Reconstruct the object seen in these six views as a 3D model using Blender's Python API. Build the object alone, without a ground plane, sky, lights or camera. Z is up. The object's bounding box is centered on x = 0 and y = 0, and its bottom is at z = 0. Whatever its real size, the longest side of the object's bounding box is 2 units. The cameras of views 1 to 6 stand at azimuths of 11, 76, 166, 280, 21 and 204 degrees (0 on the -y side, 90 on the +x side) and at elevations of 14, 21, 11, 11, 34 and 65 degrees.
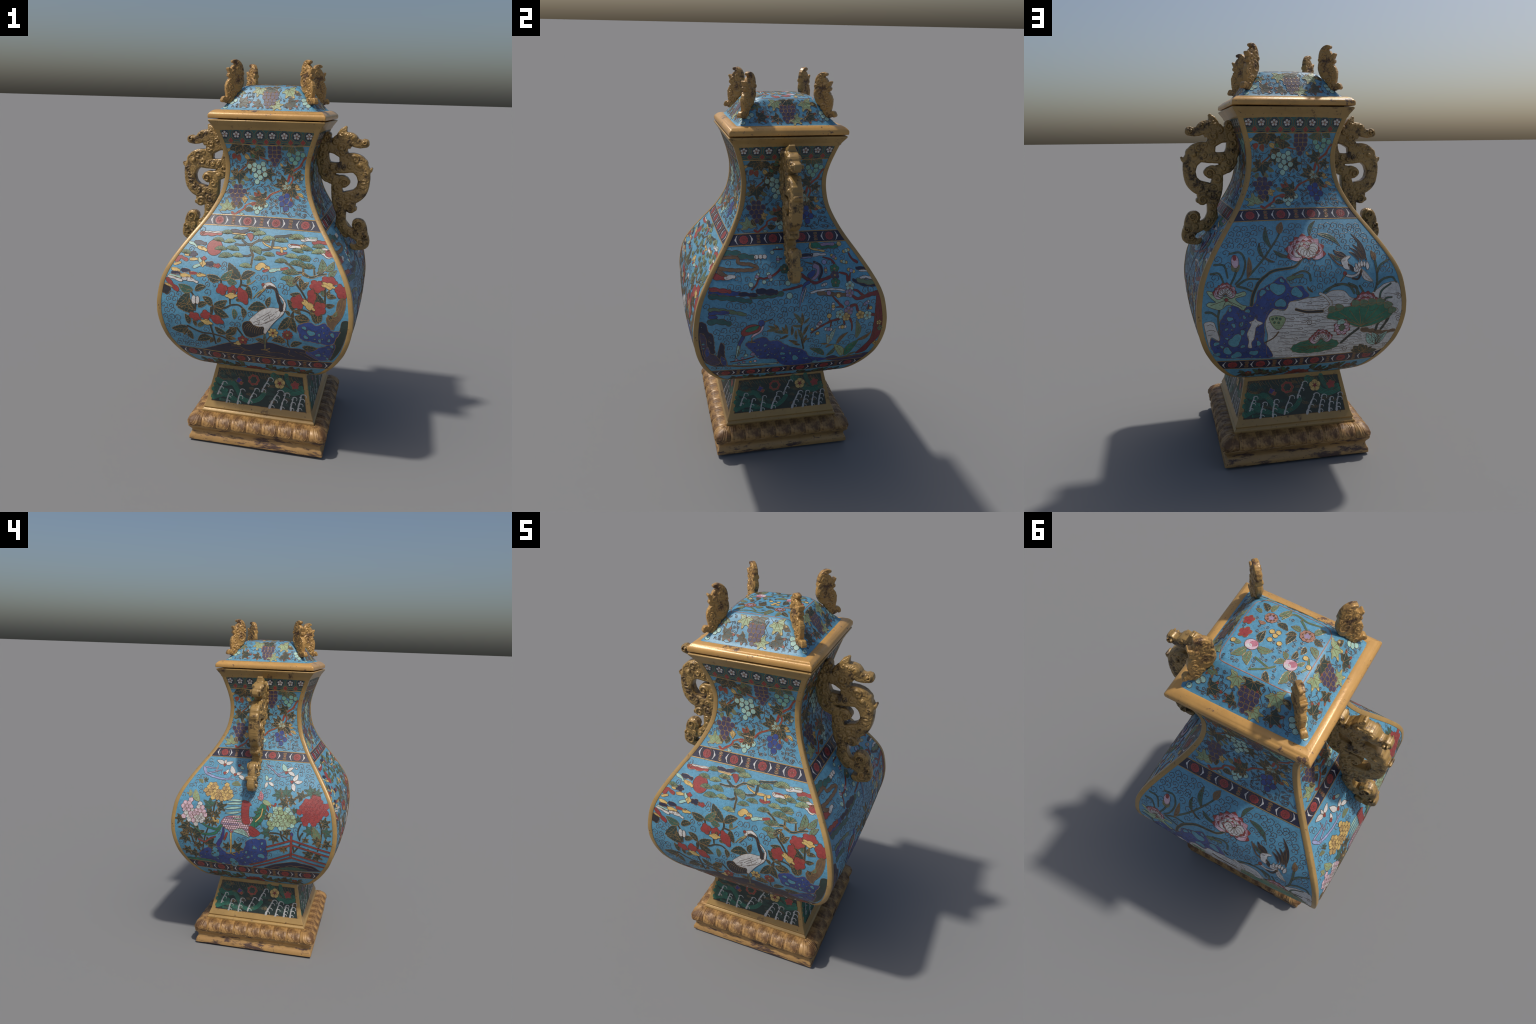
import bpy, bmesh, math, random
import numpy as np
from mathutils import Vector, Matrix, noise as mnoise
from mathutils.geometry import delaunay_2d_cdt

random.seed(7)
RNG = np.random.default_rng(7)
S2 = math.sqrt(2.0)

# ------------------------------------------------------------------ scene tree
for o in list(bpy.data.objects):
    bpy.data.objects.remove(o)
COL = bpy.context.scene.collection

root = bpy.data.objects.new("lidded_vase", None)
COL.objects.link(root)
root["label"] = "square cloisonne enamel lidded vase with gilt dragon handles"
root["category"] = "vase"
# the vase stands turned by a few degrees and leans a hair
TURN = math.radians(-2.3)
LEAN = (Matrix.Translation((.005, .001, .0015)) @ Matrix.Rotation(-.010 / 1.72, 4, 'Y') @ Matrix.Rotation(-.002 / 1.72, 4, 'X')
        @ Matrix.Rotation(TURN, 4, 'Z'))


def add_obj(name, mesh, parent=None, mats=(), kind=None):
    o = bpy.data.objects.new(name, mesh)
    COL.objects.link(o)
    o.parent = parent or root
    for m in mats:
        if m.name not in [x.name for x in mesh.materials if x]:
            mesh.materials.append(m)
    if kind:
        o["kind"] = kind
    return o


def mesh_from(name, verts, faces, smooth=True, angle=None):
    me = bpy.data.meshes.new(name)
    me.from_pydata([tuple(map(float, v)) for v in verts], [], [tuple(map(int, f)) for f in faces])
    me.update()
    if smooth:
        me.polygons.foreach_set("use_smooth", [True] * len(me.polygons))
    if angle is not None:
        me.set_sharp_from_angle(angle=math.radians(angle))
    return me


def fix_normals(me):
    bm = bmesh.new()
    bm.from_mesh(me)
    bmesh.ops.recalc_face_normals(bm, faces=bm.faces)
    bm.to_mesh(me)
    bm.free()


# ------------------------------------------------------------------ materials
def srgb(r, g, b):
    f = lambda c: c / 12.92 if c <= .04045 else ((c + .055) / 1.055) ** 2.4
    return (f(r / 255), f(g / 255), f(b / 255), 1.0)


class Nodes:
    def __init__(self, name):
        self.m = bpy.data.materials.new(name)
        self.m.use_nodes = True
        self.t = self.m.node_tree
        self.p = self.t.nodes["Principled BSDF"]
        self.co = self.t.nodes.new("ShaderNodeTexCoord")

    def n(self, kind, **kw):
        nd = self.t.nodes.new("ShaderNode" + kind)
        for k, v in kw.items():
            if k in nd.inputs:
                nd.inputs[k].default_value = v
            else:
                setattr(nd, k, v)
        return nd

    def link(self, a, b):
        self.t.links.new(a, b)

    def noise(self, scale, detail=4.0, rough=.6, vec=None, stretch=None):
        nd = self.n("TexNoise", Scale=scale, Detail=detail, Roughness=rough)
        src = vec or self.co.outputs["Object"]
        if stretch:
            mp = self.n("Mapping")
            mp.inputs["Scale"].default_value = stretch
            self.link(src, mp.inputs["Vector"])
            src = mp.outputs["Vector"]
        self.link(src, nd.inputs["Vector"])
        return nd.outputs["Fac"]

    def ramp(self, fac, stops, interp='LINEAR'):
        r = self.n("ValToRGB")
        r.color_ramp.interpolation = interp
        e = r.color_ramp.elements
        while len(e) < len(stops):
            e.new(.5)
        for k, (p, c) in enumerate(stops):
            e[k].position = p
            e[k].color = c if len(c) == 4 else (*c, 1)
        self.link(fac, r.inputs["Fac"])
        return r.outputs["Color"]

    def mix(self, fac, a, b, blend='MIX'):
        m = self.n("Mix", data_type='RGBA', blend_type=blend)
        for sock, val in ((m.inputs[0], fac), (m.inputs[6], a), (m.inputs[7], b)):
            if hasattr(val, "is_linked"):
                self.link(val, sock)
            else:
                sock.default_value = val
        return m.outputs[2]

    def bump(self, height, strength, dist):
        b = self.n("Bump", Strength=strength, Distance=dist)
        self.link(height, b.inputs["Height"])
        self.link(b.outputs["Normal"], self.p.inputs["Normal"])


def scaled(c, k):
    return (min(1, c[0] * k), min(1, c[1] * k), min(1, c[2] * k), 1)


MAT = {}


def enamel(name, rgb, rough=.48, mott=.16, coat=.0):
    """fired glass paste: nearly flat colour, slight mottling, tiny dark pits"""
    N = Nodes("enamel_" + name)
    c = srgb(*rgb)
    a = N.noise(14, 5, .65)
    col = N.ramp(a, [(.3, scaled(c, 1 - mott)), (.7, scaled(c, 1 + mott))])
    grain = N.ramp(N.noise(70, 4, .7), [(.30, (.80, .80, .80)), (.70, (1.14, 1.14, 1.14))])
    col = N.mix(1.0, col, grain, 'MULTIPLY')
    pit = N.ramp(N.noise(190, 2, .5), [(.62, (0, 0, 0)), (.70, (1, 1, 1))])
    col = N.mix(pit, col, scaled(c, .5))
    N.link(col, N.p.inputs["Base Color"])
    N.p.inputs["Roughness"].default_value = rough
    N.p.inputs["Specular IOR Level"].default_value = .6
    N.bump(N.noise(60, 3, .6), .12, .002)
    MAT[name] = N.m
    return N.m


def gilt(name, rgb, dark, stain=(.60, .70), scale=9., stretch=None, rough=(.36, .55), metal=.12, carved=0.0):
    """worn gilding: warm gold with brown patina blotches and grain"""
    N = Nodes("gilt_" + name)
    c, d = srgb(*rgb), srgb(*dark)
    base = N.ramp(N.noise(6, 5, .65), [(.28, scaled(c, .76)), (.72, scaled(c, 1.14))])
    tone = N.ramp(N.noise(2.6, 3, .6), [(.40, (0, 0, 0)), (.66, (.55, .55, .55))])
    base = N.mix(tone, base, (c[0] * .80, c[1] * .82, c[2] * .95, 1))
    blot = N.ramp(N.noise(scale, 7, .72, stretch=stretch), [(stain[0], (0, 0, 0)), (stain[1], (1, 1, 1))])
    col = N.mix(blot, base, d)
    speck = N.ramp(N.noise(75, 3, .6), [(.64, (0, 0, 0)), (.72, (1, 1, 1))])
    col = N.mix(speck, col, scaled(d, 1.2))
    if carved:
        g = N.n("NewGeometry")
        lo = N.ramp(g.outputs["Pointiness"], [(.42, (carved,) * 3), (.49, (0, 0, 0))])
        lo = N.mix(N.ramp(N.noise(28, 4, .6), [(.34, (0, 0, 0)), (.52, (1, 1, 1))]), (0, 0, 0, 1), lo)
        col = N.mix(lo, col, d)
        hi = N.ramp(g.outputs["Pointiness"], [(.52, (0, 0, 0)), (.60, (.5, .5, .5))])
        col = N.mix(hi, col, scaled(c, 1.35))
    N.link(col, N.p.inputs["Base Color"])
    N.p.inputs["Metallic"].default_value = metal
    rr = N.ramp(blot, [(0, (rough[0],) * 3), (1, (rough[1],) * 3)])
    N.link(rr, N.p.inputs["Roughness"])
    N.bump(N.noise(85, 4, .6), .18, .003)
    MAT[name] = N.m
    return N.m


gilt("frame", (170, 137, 82), (92, 70, 52), (.595, .66), 8)
gilt("rim", (200, 153, 86), (104, 80, 66), (.595, .63), 10, rough=(.32, .5), metal=.1)
gilt("plinth", (176, 137, 84), (82, 62, 54), (.51, .58), 7, stretch=(1, 1, 4))
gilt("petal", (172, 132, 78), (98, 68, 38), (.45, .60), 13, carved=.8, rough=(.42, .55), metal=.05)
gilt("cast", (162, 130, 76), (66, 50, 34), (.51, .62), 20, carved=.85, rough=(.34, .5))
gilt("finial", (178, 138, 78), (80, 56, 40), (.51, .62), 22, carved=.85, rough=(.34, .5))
gilt("wire", (150, 118, 70), (96, 70, 46), (.5, .62), 40)
gilt("dark", (84, 62, 40), (56, 42, 30))

# ------------------------------------------------------------------ profile
# half width of the square cross-section against height, foot joint to mouth
PROF = [(.410, .240), (.416, .250), (.425, .268), (.438, .293), (.452, .317), (.480, .351), (.52, .385), (.56, .413), (.60, .436),
        (.64, .455), (.70, .474), (.76, .485), (.80, .487), (.84, .486), (.90, .478), (.95, .467), (1.0, .447),
        (1.05, .419), (1.10, .387), (1.16, .345), (1.21, .309), (1.26, .277), (1.32, .246), (1.37, .2275),
        (1.43, .2165), (1.48, .2140), (1.52, .2175), (1.57, .2285), (1.62, .2440), (1.672, .2615)]


def catmull(pts, per=12):
    P = np.array(pts, float)
    P = np.vstack([2 * P[0] - P[1], P, 2 * P[-1] - P[-2]])
    out = []
    for i in range(1, len(P) - 2):
        t = np.linspace(0, 1, per, endpoint=False)[:, None]
        a, b, c, d = P[i - 1], P[i], P[i + 1], P[i + 2]
        out.append(.5 * ((2 * b) + (c - a) * t + (2 * a - 5 * b + 4 * c - d) * t ** 2 + (3 * b - a - 3 * c + d) * t ** 3))
    out.append(P[-2][None])
    return np.vstack(out)


CURVE = catmull(PROF, 10)
for _ in range(2):
    CURVE[1:-1] = .5 * CURVE[1:-1] + .25 * (CURVE[:-2] + CURVE[2:])
INSET = .003                       # enamel lies this far below the gilt ribs
ARC = np.concatenate([[0], np.cumsum(np.linalg.norm(np.diff(CURVE, axis=0), axis=1))])


def z_to_t(z):
    return float(np.interp(z, CURVE[:, 0], ARC))


def prof_at(t):
    """arc length -> (z, half width, dz/dt, dw/dt)"""
    t = np.asarray(t, float)
    z = np.interp(t, ARC, CURVE[:, 0])
    w = np.interp(t, ARC, CURVE[:, 1])
    h = .004
    dz = np.interp(t + h, ARC, CURVE[:, 0]) - np.interp(t - h, ARC, CURVE[:, 0])
    dw = np.interp(t + h, ARC, CURVE[:, 1]) - np.interp(t - h, ARC, CURVE[:, 1])
    n = np.sqrt(dz ** 2 + dw ** 2) + 1e-9
    return z, w, dz / n, dw / n


FACE = {"front": 0, "right": 1, "back": 2, "left": 3}


def turn(x, y, k):
    """turn the front (-y) side by k quarter turns towards +x"""
    return [(x, y), (-y, x), (-x, -y), (y, -x)][k]


BULGE = [.0155, .009, .014, .012]     # each side bows out a little between its ribs


def bow(s, z, w, k):
    q = np.clip(1 - (s / (w - .02)) ** 2, 0, 1)
    return BULGE[k] * q * np.interp(z, [.41, .48, .62, .80, 1.0, 1.15, 1.45, 1.62, 1.67], [.1, .75, 1.1, 1, .6, .5, .6, .55, .2])


def body_map(k):
    def f(s, t, off):
        z, w, dz, dw = prof_at(t)
        s = np.asarray(s, float)
        r = w - INSET + dz * off + dz * bow(s, z, w, k)
        off = off + bow(s, z, w, k)
        x, y = turn(np.asarray(s, float), -r, k)
        return np.stack([x + 0 * z, y + 0 * z, z - dw * off], -1)
    return f


# ------------------------------------------------------------------ helpers
def square_loft(rings, name, closed_top=False, closed_bottom=False, round_r=0.0, seg=1):
    """rings: list of (half width, z). Square cross-section, optional rounded corners."""
    V, F = [], []
    base = []
    for k in range(4):
        if round_r:
            for j in range(seg + 1):
                a = math.pi / 2 * (j / seg)
                base.append((k, a))
        else:
            base.append((k, None))
    m = len(base)
    for w, z in rings:
        for k, a in base:
            if a is None:
                x, y = turn(w, -w, k)
            else:
                rr = min(round_r, w)
                px = w - rr + rr * math.sin(a)
                py = -(w - rr) - rr * math.cos(a)
                x, y = turn(px, py, k)
            V.append((x, y, z))
    for i in range(len(rings) - 1):
        for j in range(m):
            F.append((i * m + j, i * m + (j + 1) % m, (i + 1) * m + (j + 1) % m, (i + 1) * m + j))
    if closed_bottom:
        F.append(tuple(reversed(range(m))))
    if closed_top:
        F.append(tuple(range((len(rings) - 1) * m, len(rings) * m)))
    return mesh_from(name, V, F)


# ------------------------------------------------------------------ plinth, lowest moulding
pl = square_loft([(.30, .0), (.334, .0), (.334, .006), (.361, .006), (.3650, .010), (.3645, .026), (.359, .037), (.353, .049),
                  (.352, .060), (.358, .071), (.366, .081), (.370, .090), (.367, .100), (.30, .100)], "plinth_slab", True, True, .006, 3)
pl.set_sharp_from_angle(angle=math.radians(35))
plinth = add_obj("plinth", pl, mats=[MAT["plinth"]])

core = square_loft([(.335, .084), (.360, .087), (.367, .100), (.365, .115), (.354, .134), (.336, .146), (.30, .150)], "cushion_core",
                   True, True, .02, 4)
add_obj("petal_core", core, plinth, [MAT["dark"]])

# lotus petals: a padded tongue draped over the cushion, ring relief round a boss
CUSH = catmull([(.300, .1545), (.322, .1540), (.342, .150), (.359, .140), (.3715, .126), (.3770, .110), (.3755, .096), (.366, .088)], 8)
CARC = np.concatenate([[0], np.cumsum(np.linalg.norm(np.diff(CUSH, axis=0), axis=1))])
CLEN = CARC[-1]
PETAL_N, PITCH = 7, .0835


def cushion_at(v):
    t = v * CLEN
    w = np.interp(t, CARC, CUSH[:, 0]); z = np.interp(t, CARC, CUSH[:, 1])
    h = CLEN * .02
    dw = np.interp(t + h, CARC, CUSH[:, 0]) - np.interp(t - h, CARC, CUSH[:, 0])
    dz = np.interp(t + h, CARC, CUSH[:, 1]) - np.interp(t - h, CARC, CUSH[:, 1])
    n = np.sqrt(dw ** 2 + dz ** 2)
    return w, z, -dz / n, dw / n      # outward normal (w, z)


def petal_relief(p, v, seed=0):
    """p in -1..1 across, v 0..1 from the moulding down to the tip"""
    ap = np.abs(p)
    edge = 1 - ap ** 8
    cx, cy = p * .5, (v - .70) * 1.15
    # tear shaped framing ridges, a boss with two lobes like a cloud head
    r = np.sqrt(cx ** 2 * 1.3 + cy ** 2 * np.where(cy < 0, .16, 2.4))
    low = np.clip((v - .16) / .22, 0, 1)
    ridge = np.exp(-((r - .40) / .045) ** 2) + .8 * np.exp(-((r - .29) / .035) ** 2) + .45 * np.exp(-((r - .20) / .025) ** 2)
    boss = np.exp(-((cx / .075) ** 2 + ((cy + .04) / .085) ** 2))
    lobes = np.exp(-(((np.abs(cx) - .10) / .05) ** 2 + ((cy - .07) / .05) ** 2))
    streak = .0012 * np.sin(p * 17 + 3 * v) * np.clip(.5 - v, 0, .5)
    wear = np.array([[mnoise.noise(Vector((a_ * 2.2, b_ * 3.0, seed * 5.3))) for a_, b_ in zip(ra, rb)] for ra, rb in zip(p, v)])
    return .0020 * edge + .0028 * ridge * low * (1 + .8 * wear) + .0022 * boss + .0024 * lobes + streak + .0016 * wear - .0030


def make_petal(corner=False, nu=44, nv=56, seed=0):
    u = np.linspace(-1, 1, nu)
    v = np.linspace(0, 1, nv)
    U, V = np.meshgrid(u, v)
    # rounded tip: the sides draw in close to the lower edge
    squeeze = np.where(V > .84, np.sqrt(np.clip(1 - ((V - .84) / .26) ** 2, 0, 1)), 1)
    w, z, nw, nz = cushion_at(V)
    d = petal_relief(U, V, seed)
    w2, z2 = w + nw * d, z + nz * d
    if not corner:
        x = U * PITCH * .5 * squeeze
        return x, -w2, z2
    a0 = PITCH * PETAL_N / 2
    # wraps the corner: path of length L each side, rounded
    rr = .035
    q = U * squeeze * .97
    x = np.zeros_like(q); y = np.zeros_like(q)
    L = (w2 - rr - a0)
    arc = rr * math.pi / 2
    tot = 2 * L + arc
    sgm = (q + 1) / 2 * tot
    m1 = sgm < L; m2 = sgm > L + arc; m3 = ~(m1 | m2)
    x[m1] = (a0 + sgm)[m1]; y[m1] = -w2[m1]
    x[m2] = w2[m2]; y[m2] = -(a0 + (tot - sgm))[m2]
    th = ((sgm - L) / rr)
    x[m3] = ((w2 - rr) + rr * np.sin(th))[m3]
    y[m3] = (-(w2 - rr) - rr * np.cos(th))[m3]
    return x, y, z2


def grid_mesh(name, x, y, z, thick=None):
    nv, nu = x.shape
    V = np.stack([x, y, z], -1).reshape(-1, 3)
    F = [(i * nu + j, i * nu + j + 1, (i + 1) * nu + j + 1, (i + 1) * nu + j) for i in range(nv - 1) for j in range(nu - 1)]
    me = mesh_from(name, V, F)
    return me


pms = [grid_mesh("lotus_petal", *make_petal(seed=q)) for q in range(4)]
cx_, cy_, cz_ = make_petal(True, 70, 56)
cm = grid_mesh("corner_petal", cx_, cy_, cz_)
for me in pms + [cm]:      # give the petals depth below the cushion surface
    bm = bmesh.new(); bm.from_mesh(me)
    be = [e for e in bm.edges if e.is_boundary]
    ext = bmesh.ops.extrude_edge_only(bm, edges=be)
    cen = Vector((0, -.2, .10)) if me is not cm else Vector((.25, -.25, .10))
    for v in [g for g in ext["geom"] if isinstance(g, bmesh.types.BMVert)]:
        v.co += (cen - v.co).normalized() * .016
    bmesh.ops.recalc_face_normals(bm, faces=bm.faces)
    bm.to_mesh(me); bm.free()
    me.polygons.foreach_set("use_smooth", [True] * len(me.polygons))
    me.set_sharp_from_angle(angle=math.radians(60))
for k in range(4):
    for i in range(PETAL_N):
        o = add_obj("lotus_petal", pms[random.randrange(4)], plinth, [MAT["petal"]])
        s = (i - (PETAL_N - 1) / 2) * PITCH
        j1, j2 = random.uniform(-.0012, .0012), random.uniform(.985, 1.015)
        o.matrix_local = Matrix.Rotation(k * math.pi / 2, 4, 'Z') @ Matrix.Translation((s + j1, 0, 0)) @ Matrix.Diagonal((j2, 1, 1, 1))
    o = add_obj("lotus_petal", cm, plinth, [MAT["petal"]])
    o.matrix_local = Matrix.Rotation(k * math.pi / 2, 4, 'Z')

# ------------------------------------------------------------------ foot
ft = square_loft([(.29, .150), (.306, .150), (.3085, .154), (.3085, .162), (.3045, .167), (.2990, .171), (.2980, .175), (.3020, .179),
                  (.297, .190), (.290, .207), (.288, .2115), (.2875, .213), (.2445, .412), (.238, .418), (.20, .420)], "foot_body", True, True)
ft.set_sharp_from_angle(angle=math.radians(25))
foot = add_obj("foot", ft, mats=[MAT["frame"]])
bv = foot.modifiers.new("soften", 'BEVEL'); bv.width = .0025; bv.segments = 2; bv.limit_method = 'ANGLE'; bv.angle_limit = math.radians(40)


def foot_w(z):
    return np.interp(z, [.213, .412], [.2875, .2445])


FOOT_SL = math.atan2(.2875 - .2445, .412 - .213)


def foot_map(k):
    """t is measured up the slope from the lower frame line (z = .213)"""
    cs, sn = math.cos(FOOT_SL), math.sin(FOOT_SL)

    def f(s, t, off):
        t = np.asarray(t, float)
        z = .213 + t * cs + off * sn
        r = .2875 - t * sn + off * cs
        x, y = turn(np.asarray(s, float), -r, k)
        return np.stack([x + 0 * z, y + 0 * z, z], -1)
    return f


# ------------------------------------------------------------------ body with its four ribs
zs = CURVE
NS = 18
V, F = [], []
for k in range(4):
    fm_ = body_map(k)
    b0 = len(V)
    for i, (z, w) in enumerate(zs):
        V.extend(fm_(np.linspace(-1, 1, NS + 1) * (w - INSET), np.full(NS + 1, ARC[i]), 0.0))
    for i in range(len(zs) - 1):
        for j in range(NS):
            a = b0 + i * (NS + 1) + j
            F.append((a, a + 1, a + NS + 2, a + NS + 1))
body_me = mesh_from("body_shell", V, F)
enamel("sky", (86, 144, 172), mott=.14)
body = add_obj("body", body_me, mats=[MAT["sky"]])

RIBW = .0235
V, F = [], []
sec = [(-RIBW, -.006), (-RIBW, -.0008), (-RIBW + .002, .0), (-.004, 0.), (-.0012, -.0012), (0., -.004), (0., -RIBW + .002), (-.0008, -RIBW), (-.006, -RIBW)]
m = len(sec)
for i, (z, w) in enumerate(zs):
    for a, b in sec:
        V.append((w + a, -(w + b), z))
for i in range(len(zs) - 1):
    for j in range(m - 1):
        F.append((i * m + j, i * m + j + 1, (i + 1) * m + j + 1, (i + 1) * m + j))
rib_me = mesh_from("rib_strip", V, F)
fix_normals(rib_me)
rib_me.set_sharp_from_angle(angle=math.radians(50))
for k in range(4):
    o = add_obj("edge_rib", rib_me, body, [MAT["frame"]])
    o.matrix_local = Matrix.Rotation(k * math.pi / 2, 4, 'Z')

# mouth collar
mc = square_loft([(.252, 1.655), (.2630, 1.668), (.2645, 1.6735), (.2695, 1.681), (.279, 1.694), (.2850, 1.7025), (.2868, 1.706), (.2855, 1.710),
                  (.279, 1.7115), (.262, 1.7115), (.258, 1.705), (.24, 1.66)], "collar", False, False)
mc.set_sharp_from_angle(angle=math.radians(32))
collar = add_obj("mouth_collar", mc, mats=[MAT["frame"]])
bv = collar.modifiers.new("soften", 'BEVEL'); bv.width = .002; bv.segments = 2; bv.limit_method = 'ANGLE'; bv.angle_limit = math.radians(45)

# ------------------------------------------------------------------ lid
lr = square_loft([(.24, 1.7165), (.284, 1.7165), (.2875, 1.7185), (.2885, 1.722), (.2885, 1.733), (.286, 1.739), (.281, 1.744), (.273, 1.7505), (.265, 1.755), (.256, 1.758),
                  (.249, 1.7585), (.243, 1.757), (.22, 1.75)], "rim_bar", True, True)
lr.set_sharp_from_angle(angle=math.radians(40))
lid = add_obj("lid", lr, mats=[MAT["rim"]])
bv = lid.modifiers.new("soften", 'BEVEL'); bv.width = .004; bv.segments = 3; bv.limit_method = 'ANGLE'; bv.angle_limit = math.radians(55)
ns_ = add_obj("lid_neck", square_loft([(.245, 1.700), (.245, 1.720)], "lid_neck", True, True), lid, [MAT["dark"]])

DOME = catmull([(.248, 1.7565), (.238, 1.763), (.222, 1.778), (.204, 1.799), (.186, 1.824), (.168, 1.849), (.153, 1.8675), (.138, 1.8755), (.11, 1.8795), (.055, 1.8815), (.0, 1.882)], 8)
DARC = np.concatenate([[0], np.cumsum(np.linalg.norm(np.diff(DOME, axis=0), axis=1))])


def dome_at(t):
    w = np.interp(t, DARC, DOME[:, 0]); z = np.interp(t, DARC, DOME[:, 1])
    h = .004
    dw = np.interp(t + h, DARC, DOME[:, 0]) - np.interp(t - h, DARC, DOME[:, 0])
    dz = np.interp(t + h, DARC, DOME[:, 1]) - np.interp(t - h, DARC, DOME[:, 1])
    n = np.sqrt(dw ** 2 + dz ** 2) + 1e-9
    return w, z, dz / n, -dw / n


def dome_point(x, y):
    """height of the vault above plan position: square plan with softly rounded corners"""
    ax, ay = np.abs(x), np.abs(y)
    w0 = np.maximum(ax, ay)
    pw = 5 + 20 * np.clip((w0 - .14) / .08, 0, 1)
    lo = np.minimum(ax, ay)
    mx = np.maximum(w0, 1e-6)
    mx = mx - .010 * (1 - (lo / mx) ** 2) * np.interp(w0, [.12, .17, .21, .2475], [0, 1, 1, 0])
    w = mx * (1 + (lo / np.maximum(w0, 1e-6)) ** pw) ** (1 / pw)
    return np.interp(w, DOME[::-1, 0], DOME[::-1, 1])


n = 121
g = np.linspace(-.2475, .2475, n)
X, Y = np.meshgrid(g, g)
dm = grid_mesh("vault", X, Y, dome_point(X, Y))
dome = add_obj("lid_vault", dm, lid, [MAT["sky"]])


# ------------------------------------------------------------------ cast ornaments: swept strokes fused into one casting
def stroke_mesh(bm, pts, half, per=6, nsec=28, pw=6.0):
    """pts: (x, z, r) spine in a vertical plane; rounded-box section r by half thickness, round ends"""
    C = catmull(pts, per) if len(pts) > 2 else np.array([np.array(pts[0]) * (1 - t) + np.array(pts[1]) * t for t in np.linspace(0, 1, 8)])
    hv = np.full(len(C), half) if np.isscalar(half) else np.interp(np.linspace(0, 1, len(C)), np.linspace(0, 1, len(half)), half)
    T = np.gradient(C[:, :2], axis=0)
    T /= np.linalg.norm(T, axis=1)[:, None] + 1e-9
    rings = []
    caps = [(-.92, .38), (-.7, .72), (-.38, .925)]
    r0, r1 = C[0, 2], C[-1, 2]
    for a, k in caps:
        rings.append((C[0, :2] + T[0] * a * r0, T[0], r0 * k, hv[0] * (.82 + .18 * k)))
    for i in range(len(C)):
        rings.append((C[i, :2], T[i], C[i, 2], hv[i]))
    for a, k in reversed(caps):
        rings.append((C[-1, :2] - T[-1] * a * r1, T[-1], r1 * k, hv[-1] * (.82 + .18 * k)))
    loops = []
    for c, t, r, h in rings:
        nrm = np.array([-t[1], t[0]])
        lp = []
        for j in range(nsec):
            a = 2 * math.pi * j / nsec
            ca, sa = math.cos(a), math.sin(a)
            q = (abs(ca) ** pw + abs(sa) ** pw) ** (-1 / pw)
            u, y = ca * q * r, sa * q * h
            lp.append(bm.verts.new((c[0] + nrm[0] * u, y, c[1] + nrm[1] * u)))
        loops.append(lp)
    for A, B in zip(loops[:-1], loops[1:]):
        for j in range(nsec):
            bm.faces.new((A[j], A[(j + 1) % nsec], B[(j + 1) % nsec], B[j]))
    bm.faces.new(loops[0]); bm.faces.new(list(reversed(loops[-1])))


def casting(name, strokes, voxel, scrolls, depth, grain, beads=()):
    """fuse strokes, then carve scroll relief into the broad sides"""
    bm = bmesh.new()
    for pts, half in strokes:
        stroke_mesh(bm, pts, half)
    bmesh.ops.recalc_face_normals(bm, faces=bm.faces)
    for x, z, r, y in beads:
        for sg in (1, -1):
            bmesh.ops.create_icosphere(bm, subdivisions=3, radius=r, matrix=Matrix.Translation((x, sg * y, z)))
    me = bpy.data.meshes.new(name)
    bm.to_mesh(me); bm.free()
    o = bpy.data.objects.new("tmp", me)
    COL.objects.link(o)
    rm = o.modifiers.new("fuse", 'REMESH'); rm.mode = 'VOXEL'; rm.voxel_size = voxel
    sm = o.modifiers.new("smooth", 'SMOOTH'); sm.factor = .5; sm.iterations = 1
    dg = bpy.context.evaluated_depsgraph_get()
    out = bpy.data.meshes.new_from_object(o.evaluated_get(dg))
    out.name = name
    bpy.data.objects.remove(o)
    nv = len(out.vertices)
    co = np.empty(nv * 3); out.vertices.foreach_get("co", co); co = co.reshape(-1, 3)
    no = np.empty(nv * 3); out.vertices.foreach_get("normal", no); no = no.reshape(-1, 3)
    x, z = co[:, 0], co[:, 2]
    side = np.clip((np.abs(no[:, 1]) - .35) / .4, 0, 1)
    h = np.zeros(nv)
    for sx, sz, R, hand, turns in scrolls:              # shallow sunk ring round each volute
        rr = np.sqrt((x - sx) ** 2 + (z - sz) ** 2) / R
        h -= .9 * np.exp(-((rr - 1.05) / .10) ** 2)
    gr = np.array([mnoise.noise(Vector((a * grain, b * grain * .3, c * grain))) for a, b, c in co])
    gr2 = np.array([mnoise.noise(Vector((a * grain * 2.2, b * grain * .3 + 7, c * grain * 2.2))) for a, b, c in co])
    wavy = np.cos(gr * 9.0)
    d = depth * side * (h + .32 * wavy) + depth * (1 - side) * (.3 * gr + .2 * gr2 - .3) + depth * .2 * gr2
    co = co + no * d[:, None]
    out.vertices.foreach_set("co", co.ravel())
    out.update()
    out.polygons.foreach_set("use_smooth", [True] * len(out.polygons))
    return out


TH = .0275


def spiral(x, z, R, a0, hand, turns=1.25, r=.0052):
    """volute: spine of a narrow raised band winding to its eye"""
    q = np.linspace(0, 1, 12)
    return [(x + R * (1 - .86 * k) * math.cos(a0 + hand * 2 * math.pi * turns * k), z + R * (1 - .86 * k) * math.sin(a0 + hand * 2 * math.pi * turns * k), r * (1 - .3 * k)) for k in q]


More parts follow.
